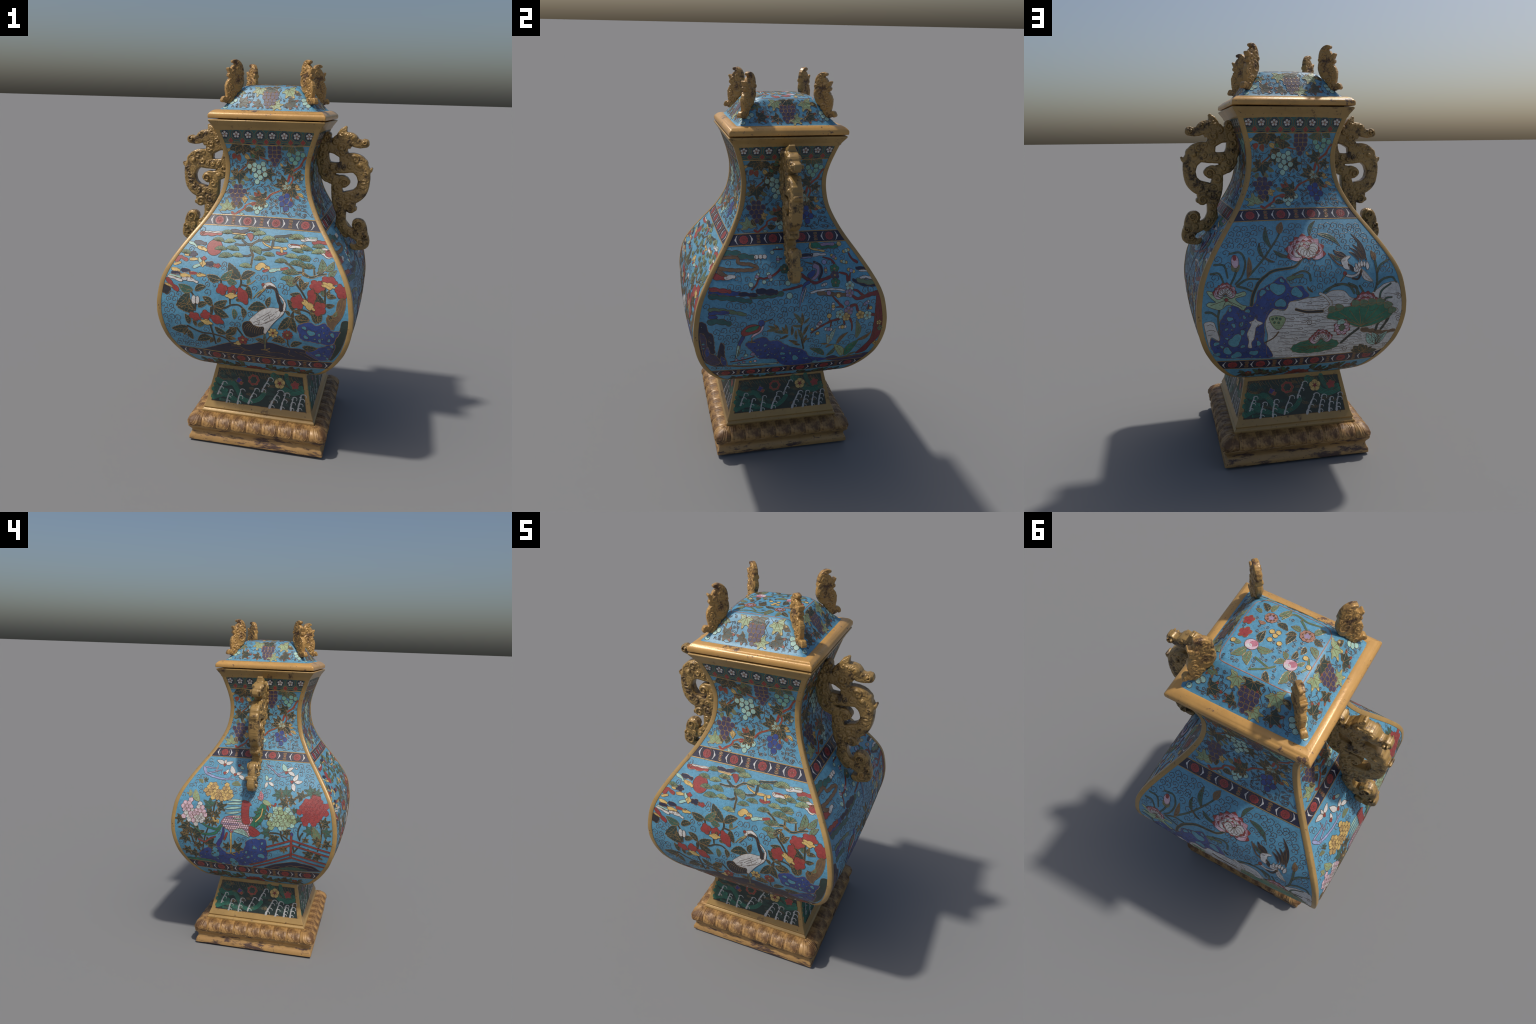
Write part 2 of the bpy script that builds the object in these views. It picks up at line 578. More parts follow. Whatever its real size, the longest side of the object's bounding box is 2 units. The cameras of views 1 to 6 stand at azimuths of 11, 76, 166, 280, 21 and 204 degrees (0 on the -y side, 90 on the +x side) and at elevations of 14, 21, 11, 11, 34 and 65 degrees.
VOLUTES = [(.458, 1.186, .027, -2.2, -1), (.370, 1.400, .024, 3.0, -1), (.404, 1.270, .024, 2.2, -1), (.268, 1.628, .019, 1.0, -1), (.474, 1.090, .022, 2.6, 1, .9),
           (.345, 1.585, .020, .4, -1, 1.0), (.420, 1.522, .022, 2.4, -1, 1.0), (.335, 1.372, .020, 1.6, 1, 1.1), (.252, 1.545, .018, 2.0, 1, 1.0), (.275, 1.455, .022, 2.6, 1, 1.1),
           (.352, 1.290, .020, .8, -1, 1.1), (.468, 1.415, .017, 2.8, 1, 1.0), (.442, 1.350, .018, 3.0, 1, 1.0), (.488, 1.128, .016, .5, -1, 1.0),
           (.458, 1.609, .013, .6, -1, 1.0, .0042), (.402, 1.632, .015, 2.4, -1, 1.1, .0042), (.376, 1.636, .010, 0., 1, .9, .003), (.355, 1.556, .012, 3.4, 1, 1.0, .0042), (.252, 1.586, .014, 4., -1, 1.0, .004),
           (.250, 1.505, .012, 1., -1, 1.0, .0042), (.306, 1.480, .012, 2., 1, 1.0, .0042), (.336, 1.476, .011, 5., -1, 1.0, .0042), (.364, 1.482, .011, 2., 1, 1.0, .0042), (.394, 1.492, .013, 5., -1, 1.0, .0042),
           (.474, 1.450, .011, 0., 1, .9, .0042), (.464, 1.378, .011, 4., -1, 1.0, .0042), (.412, 1.330, .012, 2., -1, 1.0, .0042), (.384, 1.318, .011, 5., 1, 1.0, .0042), (.352, 1.334, .011, 3., -1, 1.0, .0042),
           (.362, 1.240, .012, 1., 1, 1.0, .0042), (.366, 1.206, .010, 4., -1, 1.0, .0042), (.384, 1.166, .011, 2., 1, 1.0, .0042), (.412, 1.142, .011, 5., -1, 1.0, .0042), (.445, 1.138, .012, 1., 1, 1.0, .0042),
           (.388, 1.538, .011, 1., 1, 1.0, .0042), (.315, 1.608, .014, 2., 1, 1.1, .0036), (.345, 1.650, .011, 4., 1, .9, .003), (.300, 1.424, .011, 0., -1, 1.0, .0042)]
handle_strokes = [
    # snout, brow and skull
    ([(.464, 1.604, .022), (.440, 1.602, .023), (.418, 1.607, .025), (.392, 1.622, .034), (.355, 1.622, .036), (.325, 1.615, .030)], [0.0172, 0.0232, 0.0292, 0.0292, 0.0284]),
    ([(.458, 1.617, .012), (.468, 1.613, .014)], 0.0189),
    ([(.352, 1.600, .046), (.345, 1.580, .040), (.352, 1.553, .028), (.372, 1.528, .026), (.385, 1.51, .024)], 0.0267),
    ([(.340, 1.640, .024), (.352, 1.665, .019), (.360, 1.680, .010)], [0.0241, 0.0224, 0.0155]),
    ([(.282, 1.582, .030), (.315, 1.574, .029), (.352, 1.548, .024)], 0.0258),
    ([(.354, 1.540, .019), (.356, 1.505, .019)], 0.0249),
    # rolled mount and back limb
    ([(.272, 1.640, .020), (.262, 1.615, .026), (.250, 1.585, .030), (.248, 1.550, .034), (.252, 1.512, .036), (.270, 1.470, .038)], TH - .002),
    ([(.330, 1.618, .030), (.300, 1.606, .022), (.275, 1.612, .024)], 0.0249),
    ([(.262, 1.462, .034), (.283, 1.435, .036), (.300, 1.420, .028)], TH - .002),
    # arched body
    ([(.275, 1.475, .034), (.320, 1.476, .029), (.370, 1.480, .030), (.415, 1.490, .038), (.452, 1.472, .042), (.466, 1.430, .034), (.466, 1.395, .032),
      (.456, 1.362, .034), (.430, 1.336, .036), (.398, 1.326, .036), (.372, 1.318, .036)], [0.0258, 0.0275, 0.0284, 0.0284, 0.0275]),
    # raised volutes riding on the slab
    *[(spiral(*v), TH + .0038) for v in VOLUTES],
    # mane
    ([(.368, 1.530, .020), (.400, 1.534, .022), (.432, 1.524, .026), (.452, 1.500, .034)], TH),
    ([(.480, 1.462, .018), (.496, 1.469, .012), (.504, 1.478, .007)], 0.0189),
    # inner scroll and hind leg
    ([(.368, 1.398, .024), (.384, 1.405, .016), (.374, 1.420, .014), (.350, 1.424, .017), (.328, 1.404, .024), (.332, 1.360, .030), (.342, 1.310, .034),
      (.355, 1.265, .031), (.362, 1.225, .025), (.366, 1.195, .024), (.386, 1.160, .024), (.420, 1.140, .026), (.455, 1.130, .032)], [0.0241, 0.0258, 0.0275, 0.0258, 0.0224]),
    ([(.300, 1.425, .022), (.330, 1.420, .022)], 0.0258),
    # claw curl
    ([(.395, 1.325, .034), (.402, 1.290, .034), (.410, 1.268, .026), (.428, 1.268, .014)], 0.0258),
    # curled tail and foot
    ([(.470, 1.120, .036), (.472, 1.155, .030), (.462, 1.184, .030), (.448, 1.188, .030)], 0.0224),
    ([(.470, 1.130, .036), (.483, 1.105, .033), (.484, 1.083, .030), (.462, 1.067, .020), (.436, 1.064, .017), (.424, 1.074, .010)], 0.0215),
    ([(.358, 1.215, .024), (.352, 1.18, .020), (.362, 1.150, .022), (.392, 1.128, .018)], 0.0189),
]
handle_scrolls = [(.458, 1.610, .020, 1, 1.2), (.405, 1.632, .020, -1, 1.0), (.380, 1.640, .013, 1, 1.0), (.345, 1.583, .022, 1, 1.2), (.352, 1.553, .017, -1, 1.2),
                  (.268, 1.632, .024, -1, 1.3), (.252, 1.580, .022, 1, 1.3), (.248, 1.536, .020, -1, 1.2), (.262, 1.49, .022, 1, 1.2), (.300, 1.478, .018, -1, 1.1),
                  (.336, 1.478, .016, 1, 1.1), (.366, 1.482, .015, -1, 1.1), (.398, 1.492, .020, 1, 1.1), (.444, 1.492, .026, -1, 1.0), (.416, 1.527, .024, 1, 1.4),
                  (.470, 1.432, .022, 1, 1.2), (.466, 1.392, .020, -1, 1.2), (.452, 1.354, .022, 1, 1.2), (.420, 1.332, .020, -1, 1.2), (.369, 1.400, .030, 1, 1.5),
                  (.332, 1.372, .024, -1, 1.3), (.352, 1.326, .020, 1, 1.1), (.384, 1.330, .018, -1, 1.1), (.402, 1.272, .028, 1, 1.4), (.352, 1.280, .022, -1, 1.3),
                  (.362, 1.238, .018, 1, 1.0), (.366, 1.200, .018, -1, 1.0), (.384, 1.164, .018, 1, 1.1), (.414, 1.140, .018, -1, 1.1), (.456, 1.184, .034, 1, 1.5),
                  (.448, 1.138, .018, -1, 1.2), (.484, 1.132, .022, 1, 1.2), (.470, 1.082, .028, -1, 1.4), (.286, 1.438, .026, -1, 1.3), (.312, 1.612, .018, 1, 1.1)]
hm = casting("dragon_casting", handle_strokes, .0022, handle_scrolls, .0019, 60,
             beads=[(.444, 1.494, .013, .026), (.407, 1.634, .010, .026), (.470, 1.612, .007, .018)])
for k in range(2):
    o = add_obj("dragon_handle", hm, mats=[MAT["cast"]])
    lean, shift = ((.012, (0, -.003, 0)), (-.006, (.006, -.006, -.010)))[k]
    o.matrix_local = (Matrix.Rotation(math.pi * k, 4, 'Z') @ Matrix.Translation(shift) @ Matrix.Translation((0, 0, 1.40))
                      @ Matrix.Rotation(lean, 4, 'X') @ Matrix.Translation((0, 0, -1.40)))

finial_strokes = [
    *[(spiral(*v), .0158) for v in ((.243, 1.893, .028, 1.2, 1, 1.5, .0042), (.262, 1.912, .010, 2.0, -1, 1.0, .0032), (.284, 1.896, .010, .5, 1, 1.0, .0032), (.292, 1.842, .009, 2., 1, 1.0, .0032), (.288, 1.812, .010, 4., -1, 1.0, .0032), (.252, 1.928, .009, 1., 1, 1.0, .0032), (.246, 1.975, .010, 3., -1, 1.0, .0032), (.222, 1.930, .010, 1., 1, 1.0, .0032), (.270, 1.836, .015, 2.5, -1, 1.2, .0042), (.288, 1.866, .014, 1.5, 1, 1.1, .0042), (.238, 1.950, .016, -.6, 1, 1.1, .0042),
                                     (.276, 1.934, .012, 2.8, 1, 1.0, .003))],
    ([(.325, 1.803, .011), (.318, 1.812, .012), (.306, 1.803, .013), (.290, 1.806, .018), (.283, 1.830, .025), (.287, 1.860, .025), (.284, 1.880, .024)], .0125),
    ([(.284, 1.868, .028), (.258, 1.872, .036), (.250, 1.895, .042), (.252, 1.920, .040), (.250, 1.942, .036)], .0132),
    ([(.250, 1.938, .034), (.272, 1.934, .026), (.286, 1.942, .013), (.297, 1.953, .006)], .0135),
    ([(.272, 1.920, .020), (.290, 1.922, .011)], .013),
    ([(.236, 1.925, .024), (.236, 1.955, .023), (.244, 1.974, .020), (.256, 1.986, .0125), (.270, 1.987, .008)], [.013, .013, .011]),
    ([(.262, 1.850, .022), (.262, 1.836, .014)], .012),
]
finial_scrolls = [(.243, 1.893, .034, 1, 1.6), (.268, 1.838, .020, -1, 1.3), (.288, 1.862, .020, 1, 1.2), (.306, 1.806, .014, 1, 1.0), (.270, 1.936, .018, -1, 1.1),
                  (.238, 1.960, .022, 1, 1.3), (.284, 1.890, .016, -1, 1.1)]
fm = casting("finial_casting", finial_strokes, .0018, finial_scrolls, .0014, 95, beads=[(.273, 1.942, .006, .012)])
for k in range(4):
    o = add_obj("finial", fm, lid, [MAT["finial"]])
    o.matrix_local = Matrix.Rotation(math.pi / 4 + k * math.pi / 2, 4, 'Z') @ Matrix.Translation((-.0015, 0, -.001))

# ================================================================== cloisonne work
# Every motif is a cell of enamel (own mesh, own edge) framed by raised wire,
# drawn in panel coordinates (s across, t along the surface) and laid on the vase.
for nm, rgb in dict(red=(172, 54, 50), darkred=(132, 36, 40), yellow=(226, 184, 94), white=(212, 209, 205), foam=(188, 188, 186), celadon=(160, 210, 194), mint=(120, 190, 168),
                    jade=(34, 120, 88), leaf=(42, 60, 52), leafmid=(50, 98, 82), olive=(104, 134, 96), sage=(150, 176, 122),
                    navy=(34, 34, 64), cobalt=(42, 66, 142), indigo=(52, 48, 128), purple=(66, 56, 90), pink=(226, 184, 200), rose=(206, 116, 136), rosepale=(214, 150, 164),
                    lavender=(146, 156, 208), mauve=(158, 132, 168), brown=(124, 92, 62), black=(40, 38, 44), aqua=(76, 158, 182),
                    peonygreen=(164, 196, 150), wave=(30, 50, 46), sea=(28, 118, 92), teal=(40, 96, 92), coral=(186, 120, 96), gold=(196, 156, 88)).items():
    gm = sum(rgb) / 3          # fired colours are a little grey
    rgb = tuple((.80 * v + .20 * gm) * (.93 if gm > 90 else 1) for v in rgb)
    enamel(nm, rgb, mott=.30 if nm in ('cobalt', 'jade', 'brown', 'leaf') else .16)
gilt("wiredark", (112, 84, 56), (70, 52, 40), (.45, .6), 40, metal=.25)

LIFT, STEP, WIREH = .0006, .00018, .00035
PIECES = {}


def rot2(p, a):
    c, s = math.cos(a), math.sin(a)
    return np.stack([p[:, 0] * c - p[:, 1] * s, p[:, 0] * s + p[:, 1] * c], -1)


def resample(P, step, closed=False):
    P = np.asarray(P, float)
    if closed:
        P = np.vstack([P, P[:1]])
    d = np.linalg.norm(np.diff(P, axis=0), axis=1)
    keep = np.concatenate([[True], d > 1e-7])
    P = P[keep]
    out = [P[0]]
    for a, b in zip(P[:-1], P[1:]):
        k = max(1, int(math.ceil(np.linalg.norm(b - a) / step)))
        for i in range(1, k + 1):
            out.append(a + (b - a) * i / k)
    return np.array(out[:-1] if closed else out)


def smooth_closed(pts, per=6):
    P = np.array(pts, float)
    n = len(P)
    out = []
    for i in range(n):
        a, b, c, d = P[i - 1], P[i], P[(i + 1) % n], P[(i + 2) % n]
        t = np.linspace(0, 1, per, endpoint=False)[:, None]
        out.append(.5 * ((2 * b) + (c - a) * t + (2 * a - 5 * b + 4 * c - d) * t ** 2 + (3 * b - a - 3 * c + d) * t ** 3))
    return np.vstack(out)


def smooth_open(pts, per=6):
    return catmull(pts, per) if len(pts) > 2 else np.array(pts, float)


def inside(poly, x, y):
    r = False
    n = len(poly)
    j = n - 1
    for i in range(n):
        xi, yi = poly[i]; xj, yj = poly[j]
        if (yi > y) != (yj > y) and x < (xj - xi) * (y - yi) / (yj - yi + 1e-12) + xi:
            r = not r
        j = i
    return r


class Panel:
    """collects cells and wires in panel coordinates and turns them into meshes"""

    def __init__(self, fmap, parent, seed=1, wire=.0022):
        self.map, self.parent, self.n, self.wirew = fmap, parent, 0, wire
        self.polys = []
        self.rng = random.Random(seed)

    # ---- low level -------------------------------------------------
    def begin(self):
        self.V, self.F, self.M, self.mats = [], [], [], []

    def slot(self, mat):
        if mat not in self.mats:
            self.mats.append(mat)
        return self.mats.index(mat)

    def off(self, layer):
        self.n += 1
        return LIFT + STEP * layer + 8e-6 * (self.n % 19)

    def cell(self, poly, mat, layer=1, wire="wiredark", ww=None, record=True):
        poly = resample(poly, .012, True)
        if len(poly) < 3:
            return
        o = self.off(layer)
        if record:
            self.polys.append(poly)
        bm = bmesh.new()
        vs = [bm.verts.new((p[0], p[1], 0)) for p in poly]
        f = bm.faces.new(vs)
        f.normal_update()
        if len(vs) > 3:
            bmesh.ops.triangulate(bm, faces=[f], ngon_method='EAR_CLIP')
        lo, hi = poly.min(0), poly.max(0)
        for ax, st in ((1, .018), (0, .09)):
            if hi[ax] - lo[ax] > st * 1.6:
                k = math.ceil(lo[ax] / st) * st
                while k < hi[ax]:
                    co = (k, 0, 0) if ax == 0 else (0, k, 0)
                    no = (1, 0, 0) if ax == 0 else (0, 1, 0)
                    bmesh.ops.bisect_plane(bm, geom=bm.verts[:] + bm.edges[:] + bm.faces[:], dist=1e-7, plane_co=co, plane_no=no)
                    k += st
        bm.normal_update()
        b0 = len(self.V)
        bm.verts.index_update()
        P = np.array([v.co[:2] for v in bm.verts])
        self.V.extend(self.map(P[:, 0], P[:, 1], o))
        sl = self.slot(mat)
        for fc in bm.faces:
            ids = [b0 + v.index for v in fc.verts]
            if fc.normal.z < 0:
                ids.reverse()
            self.F.append(ids); self.M.append(sl)
        bm.free()
        # edge of the cell, down into the ground
        b0 = len(self.V); n = len(poly)
        self.V.extend(self.map(poly[:, 0], poly[:, 1], o)); self.V.extend(self.map(poly[:, 0], poly[:, 1], -.0006))
        for i in range(n):
            j = (i + 1) % n
            self.F.append([b0 + i, b0 + j, b0 + n + j, b0 + n + i]); self.M.append(sl)
        if wire:
            self.line(np.vstack([poly, poly[:1]]), wire, layer, ww, o)

    def line(self, pts, mat="wiredark", layer=1, ww=None, o=None):
        P = resample(pts, .007)
        if len(P) < 2:
            return
        if o is None:
            o = self.off(layer)
        h = (ww or self.wirew) / 2
        T = np.gradient(P, axis=0)
        T /= np.linalg.norm(T, axis=1)[:, None] + 1e-12
        N = np.stack([-T[:, 1], T[:, 0]], -1)
        b0 = len(self.V); n = len(P)
        for k, oo in ((1, o), (0, o + WIREH), (-1, o)):
            Q = P + N * h * k
            self.V.extend(self.map(Q[:, 0], Q[:, 1], oo))
        sl = self.slot(mat)
        for i in range(n - 1):
            for r in (0, 1):
                a = b0 + r * n + i
                self.F.append([a, a + n, a + n + 1, a + 1]); self.M.append(sl)

    def end(self, name, kind=None):
        if not self.F:
            return
        me = bpy.data.meshes.new(name)
        me.from_pydata([tuple(map(float, v)) for v in self.V], [], self.F)
        for m in self.mats:
            me.materials.append(MAT[m])
        me.polygons.foreach_set("material_index", self.M)
        me.update()
        o = bpy.data.objects.new(name, me)
        COL.objects.link(o)
        o.parent = self.parent
        if kind:
            o["kind"] = kind
        return o

    # ---- single motifs ---------------------------------------------
    def shape(self, pts, mat, name="enamel_cell", layer=1, wire="wiredark", per=5, lines=(), lw="wire"):
        self.begin()
        self.cell(smooth_closed(pts, per), mat, layer, wire)
        for l in lines:
            self.line(smooth_open(l), lw, layer + 1)
        self.end(name)

    def band_poly(self, pts, w0, w1, bump=0, freq=60.):
        C = resample(smooth_open(pts, 8), .004)
        T = np.gradient(C, axis=0); T /= np.linalg.norm(T, axis=1)[:, None] + 1e-12
        N = np.stack([-T[:, 1], T[:, 0]], -1)
        u = np.linspace(0, 1, len(C))
        w = (w0 + (w1 - w0) * u) * .5
        L = np.cumsum(np.concatenate([[0], np.linalg.norm(np.diff(C, axis=0), axis=1)]))
        wl = w * (1 + bump * (np.abs(np.sin(L * freq)) - .5)); wr = w * (1 + bump * (np.abs(np.sin(L * freq * .87 + 1)) - .5))
        capa = math.atan2(T[0][1], T[0][0]); capb = math.atan2(T[-1][1], T[-1][0])
        A = [C[0] + w[0] * np.array([math.cos(capa + math.pi * f), math.sin(capa + math.pi * f)]) for f in (1.33, 1.0, .67)]
        B = [C[-1] + w[-1] * np.array([math.cos(capb + f), math.sin(capb + f)]) for f in (1.05, 0, -1.05)]
        return np.vstack([C + N * wl[:, None], B, (C - N * wr[:, None])[::-1], A[:0] + A])

    def branch(self, pts, w0, w1, mat="leaf", name="branch", layer=1, wire="wire", bump=.25):
        self.begin()
        self.cell(self.band_poly(pts, w0, w1, bump, 90), mat, layer, wire)
        self.end(name)

    def stem(self, pts, w=.005, mat="leafmid", name="stem", layer=1):
        self.branch(pts, w, w * .7, mat, name, layer, "wiredark", 0)

    def scroll(self, pts, mat="wiredark", name="vine_wire", layer=0, curl=.012, hand=1):
        """a wire that ends in a spiral"""
        self.begin()
        P = smooth_open(pts, 8)
        if curl:
            d = P[-1] - P[-2]; a = math.atan2(d[1], d[0])
            c = P[-1] + curl * np.array([math.cos(a + hand * math.pi / 2), math.sin(a + hand * math.pi / 2)])
            q = np.linspace(0, 1, 26)
            ang = a - hand * math.pi / 2 + hand * q * 2 * math.pi * 1.35
            r = curl * (1 - .8 * q)
            P = np.vstack([P, c + np.stack([r * np.cos(ang), r * np.sin(ang)], -1)])
        self.line(P, mat, layer)
        self.end(name, "stuff")

    def leaf(self, base, tip, w=.42, mat="leaf", wire="wire", serr=5, bend=.12, layer=2, name="leaf", vein=True):
        b, t = np.array(base), np.array(tip)
        ax = t - b; L = np.linalg.norm(ax)
        if L < 1e-6:
            return
        e = ax / L; n = np.array([-e[1], e[0]])
        bend = bend * (1 if self.rng.random() > .5 else -1)
        u = np.linspace(0, 1, 26)
        hw = L * w * .5 * np.sin(np.pi * u ** .85) ** .85
        saw = 1 + (.20 * ((u * serr) % 1 - .5) if serr else 0)
        C = b + np.outer(u * L, e) + np.outer(bend * L * np.sin(np.pi * u), n)
        A = C + np.outer(hw * saw, n); B = C - np.outer(hw * saw, n)
        self.begin()
        self.cell(np.vstack([A, B[1:-1][::-1]]), mat, layer, wire)
        if vein:
            self.line(C[1:-3], wire, layer + 1, self.wirew * .7)
            if L > .035:
                for k in (7, 12, 17):
                    for sgn, E in ((1, A), (-1, B)):
                        self.line([C[k], C[k] * .35 + E[min(k + 4, 24)] * .65], wire, layer + 1, self.wirew * .55)
        self.end(name)

    def palm(self, base, tip, mat="leaf", wire="wire", layer=2, name="leaf", tips=None, wide=1.0):
        """lobed vine leaf"""
        b, t = np.array(base), np.array(tip)
        ax = t - b; L = np.linalg.norm(ax); a = math.atan2(ax[1], ax[0])
        c = b + ax * .30
        th = np.linspace(-math.pi, math.pi, 64, endpoint=False)
        lob = [(0, 1.0), (.95, .86), (-.95, .86), (1.95, .62), (-1.95, .62)]
        r = .50 + .05 * np.cos(th * 13) + sum(k * .55 * np.exp(-((th - p) / .27) ** 2) for p, k in lob)
        r *= np.where(np.abs(th) > 2.75, .55, 1)
        r *= L * .74
        P = np.stack([r * np.cos(th), wide * r * np.sin(th)], -1)
        P = rot2(P, a) + c
        self.begin()
        self.cell(P, mat, layer, wire)
        for p, k in lob:
            q = np.array([[L * .74 * (.4 + k * .5) * math.cos(p), wide * L * .74 * (.4 + k * .5) * math.sin(p)]])
            e = (rot2(q, a) + c)[0]
            self.line([b * .6 + c * .4, e * .92 + c * .08], wire, layer + 1, self.wirew * .7)
            if tips and k > .8:
                m = rot2(np.array([[.72, 0], [.92, .12], [1.08, 0], [.92, -.12]]) * L * .70 * (k + .02), a + p) + c
                self.cell(m, tips, layer + 1, None, record=False)
        self.end(name)

    def blob(self, c, rx, ry=None, mat="red", lobes=5, amp=.12, rot=0., layer=1, wire="wiredark", name="flower_cell"):
        ry = ry or rx
        th = np.linspace(0, 2 * math.pi, 40, endpoint=False)
        r = 1 + amp * (np.abs(np.cos(th * lobes / 2)) * 2 - 1)
        P = rot2(np.stack([rx * r * np.cos(th), ry * r * np.sin(th)], -1), rot) + np.array(c)
        self.begin(); self.cell(P, mat, layer, wire); self.end(name)

    def disc(self, c, r, mat, layer=1, wire="wiredark", ry=None, rot=0):
        th = np.linspace(0, 2 * math.pi, 20, endpoint=False)
        self.cell(rot2(np.stack([r * np.cos(th), (ry or r) * np.sin(th)], -1), rot) + np.array(c), mat, layer, wire)

    def fruit(self, c, r, mat, layer=2, name="berry", ry=None):
        self.begin(); self.disc(c, r, mat, layer, ry=ry); self.end(name)

    def blossom(self, c, r, mat="white", heart="yellow", n=5, layer=2, name="blossom", rot=None, gap=1.0):
        rot = self.rng.random() * 6 if rot is None else rot
        self.begin()
        for k in range(n):
            a = rot + 2 * math.pi * k / n
            w = math.sin(math.pi / n) * r * .62 * gap
            u = np.linspace(0, 2 * math.pi, 14, endpoint=False)
            P = np.stack([r * .56 + r * .44 * np.cos(u), w * 1.15 * np.sin(u)], -1)
            self.cell(rot2(P, a) + np.array(c), mat, layer, "wiredark", self.wirew * .8)
        if heart:
            self.disc(c, r * .24, heart, layer + 1, None)
        self.end(name)

    def bud(self, c, r, mats=("white", "mauve", "white"), ang=0., layer=2, name="blossom_bud"):
        """three round petals side by side"""
        self.begin()
        d = np.array([math.cos(ang), math.sin(ang)])
        self.disc(np.array(c) - d * r * 1.05, r * .72, mats[0], layer)
        self.disc(np.array(c) + d * r * 1.05, r * .72, mats[2], layer)
        self.disc(c, r * .85, mats[1], layer + 1)
        self.end(name)

    def grapes(self, c, mat, rows=(3, 4, 3, 2, 1), r=.010, layer=3, name="grape_cluster", lean=0., wire="wire"):
        self.begin()
        y = 0.
        for i, k in enumerate(rows):
            for j in range(k):
                x = (j - (k - 1) / 2) * r * 1.85 + lean * y + self.rng.uniform(-.1, .1) * r
                self.disc(np.array(c) + np.array([x, y + self.rng.uniform(-.12, .12) * r]), r, mat, layer + (i % 2), wire, r * 1.1)
            y -= r * 1.75
        self.end(name)

    def peony(self, circles, mats, d=.020, layer=2, name="peony", wire="wiredark"):
        """rounded overlapping petals filling a union of circles"""
        self.begin()
        cs = [(np.array(c), r) for c, r in circles]
        lo = np.min([c - r for c, r in cs], 0); hi = np.max([c + r for c, r in cs], 0)
        row, y = 0, hi[1]
        while y > lo[1] - d * .2:
            x = lo[0] + (d * .5 if row % 2 else 0)
            while x < hi[0]:
                p = np.array([x + self.rng.uniform(-.15, .15) * d, y + self.rng.uniform(-.12, .12) * d])
                if any(np.linalg.norm(p - c) < r - d * .32 for c, r in cs):
                    th = np.linspace(0, 2 * math.pi, 22, endpoint=False)
                    rr = d * .60 * (1 + .10 * (np.abs(np.cos(th * 2.5)) * 2 - 1))
                    q = np.stack([rr * np.cos(th), rr * np.sin(th)], -1)
                    self.cell(rot2(q, self.rng.uniform(0, 6)) + p, self.rng.choice(mats), layer + row * .3 + .2 * (row % 2), wire, self.wirew * .9)
                x += d * .98
            y -= d * .80; row += 1
        self.end(name)

    def lotus(self, c, r, n=7, rows=2, up=math.pi / 2, spread=2.3, layer=2, name="lotus_flower", mats=("pink", "white", "red"), tip=.30):
        c = np.array(c)
        for row in range(rows):
            m = n - 2 * row
            rad = r * (1 - .26 * row)
            order = sorted(range(m), key=lambda k: -abs(k - (m - 1) / 2))
            for k in order:
                a = up + spread * ((k / (m - 1)) - .5) * (1 - .12 * row)
                L = rad * self.rng.uniform(.92, 1.05)
                u = np.linspace(0, 1, 12)
                hw = L * .40 * (np.sin(np.pi * u ** .8) ** .8) * (1 if n < 9 else .85)
                x = L * (.12 + .88 * u)
                P = np.vstack([np.stack([x, hw], -1), np.stack([x, -hw], -1)[1:-1][::-1]])
                self.begin()
                ly = layer + row * 1.3 + .1 * order.index(k)
                self.cell(rot2(P, a) + c, mats[1] if row % 2 else mats[0], ly, "wiredark")
                i0 = int(12 * (1 - tip))
                T_ = np.vstack([np.stack([x, hw * .86], -1)[i0:], np.stack([x, -hw * .86], -1)[i0:-1][::-1]])
                if mats[0] == "pink":
                    self.cell(rot2(T_, a) + c, "rosepale", ly + .5, None, record=False)
                i1 = i0 + 1
                T_ = np.vstack([np.stack([x, hw * .86], -1)[i1:], np.stack([x, -hw * .86], -1)[i1:-1][::-1]])
                self.cell(rot2(T_, a) + c, mats[2], ly + .8, None, record=False)
                self.end("lotus_petal")

    def pine(self, c, r, ang=math.pi / 2, mat="olive", layer=2, spread=2.7):
        """fan of needles"""
        c = np.array(c)
        self.begin()
        m = 11
        P = [c]
        for k in range(m * 2 + 1):
            a = ang - spread / 2 + spread * k / (m * 2)
            rr = r * (1.0 if k % 2 == 0 else .84) * (1 - .12 * abs(k / m - 1))
            P.append(c + rr * np.array([1.15 * math.cos(a), .82 * math.sin(a)]))
        self.cell(np.array(P), mat, layer, "leafmid", self.wirew * .5)
        for k in range(m):
            a = ang - spread / 2 + spread * (k + .5) / m
            self.line([c + .1 * r * np.array([math.cos(a), math.sin(a)]), c + .86 * r * np.array([1.15 * math.cos(a), .82 * math.sin(a)])],
                      "wire" if k % 3 == 0 else "leaf", layer + 1, self.wirew * .62)
        self.end("pine_tuft")

    def cloud(self, pts, w0, w1, mat, layer=1, name="cloud", bump=.55, wire="wiredark", curl=None):
        self.begin()
        self.cell(self.band_poly(pts, w0, w1, bump, 75), mat, layer, wire)
        if curl:
            q = np.linspace(0, 1, 20)
            a = q * 2 * math.pi * 1.4; r = curl[1] * (1 - .8 * q)
            self.line(np.array(curl[0]) + np.stack([r * np.cos(a), r * np.sin(a)], -1), "wiredark", layer + 1)
        self.end(name)

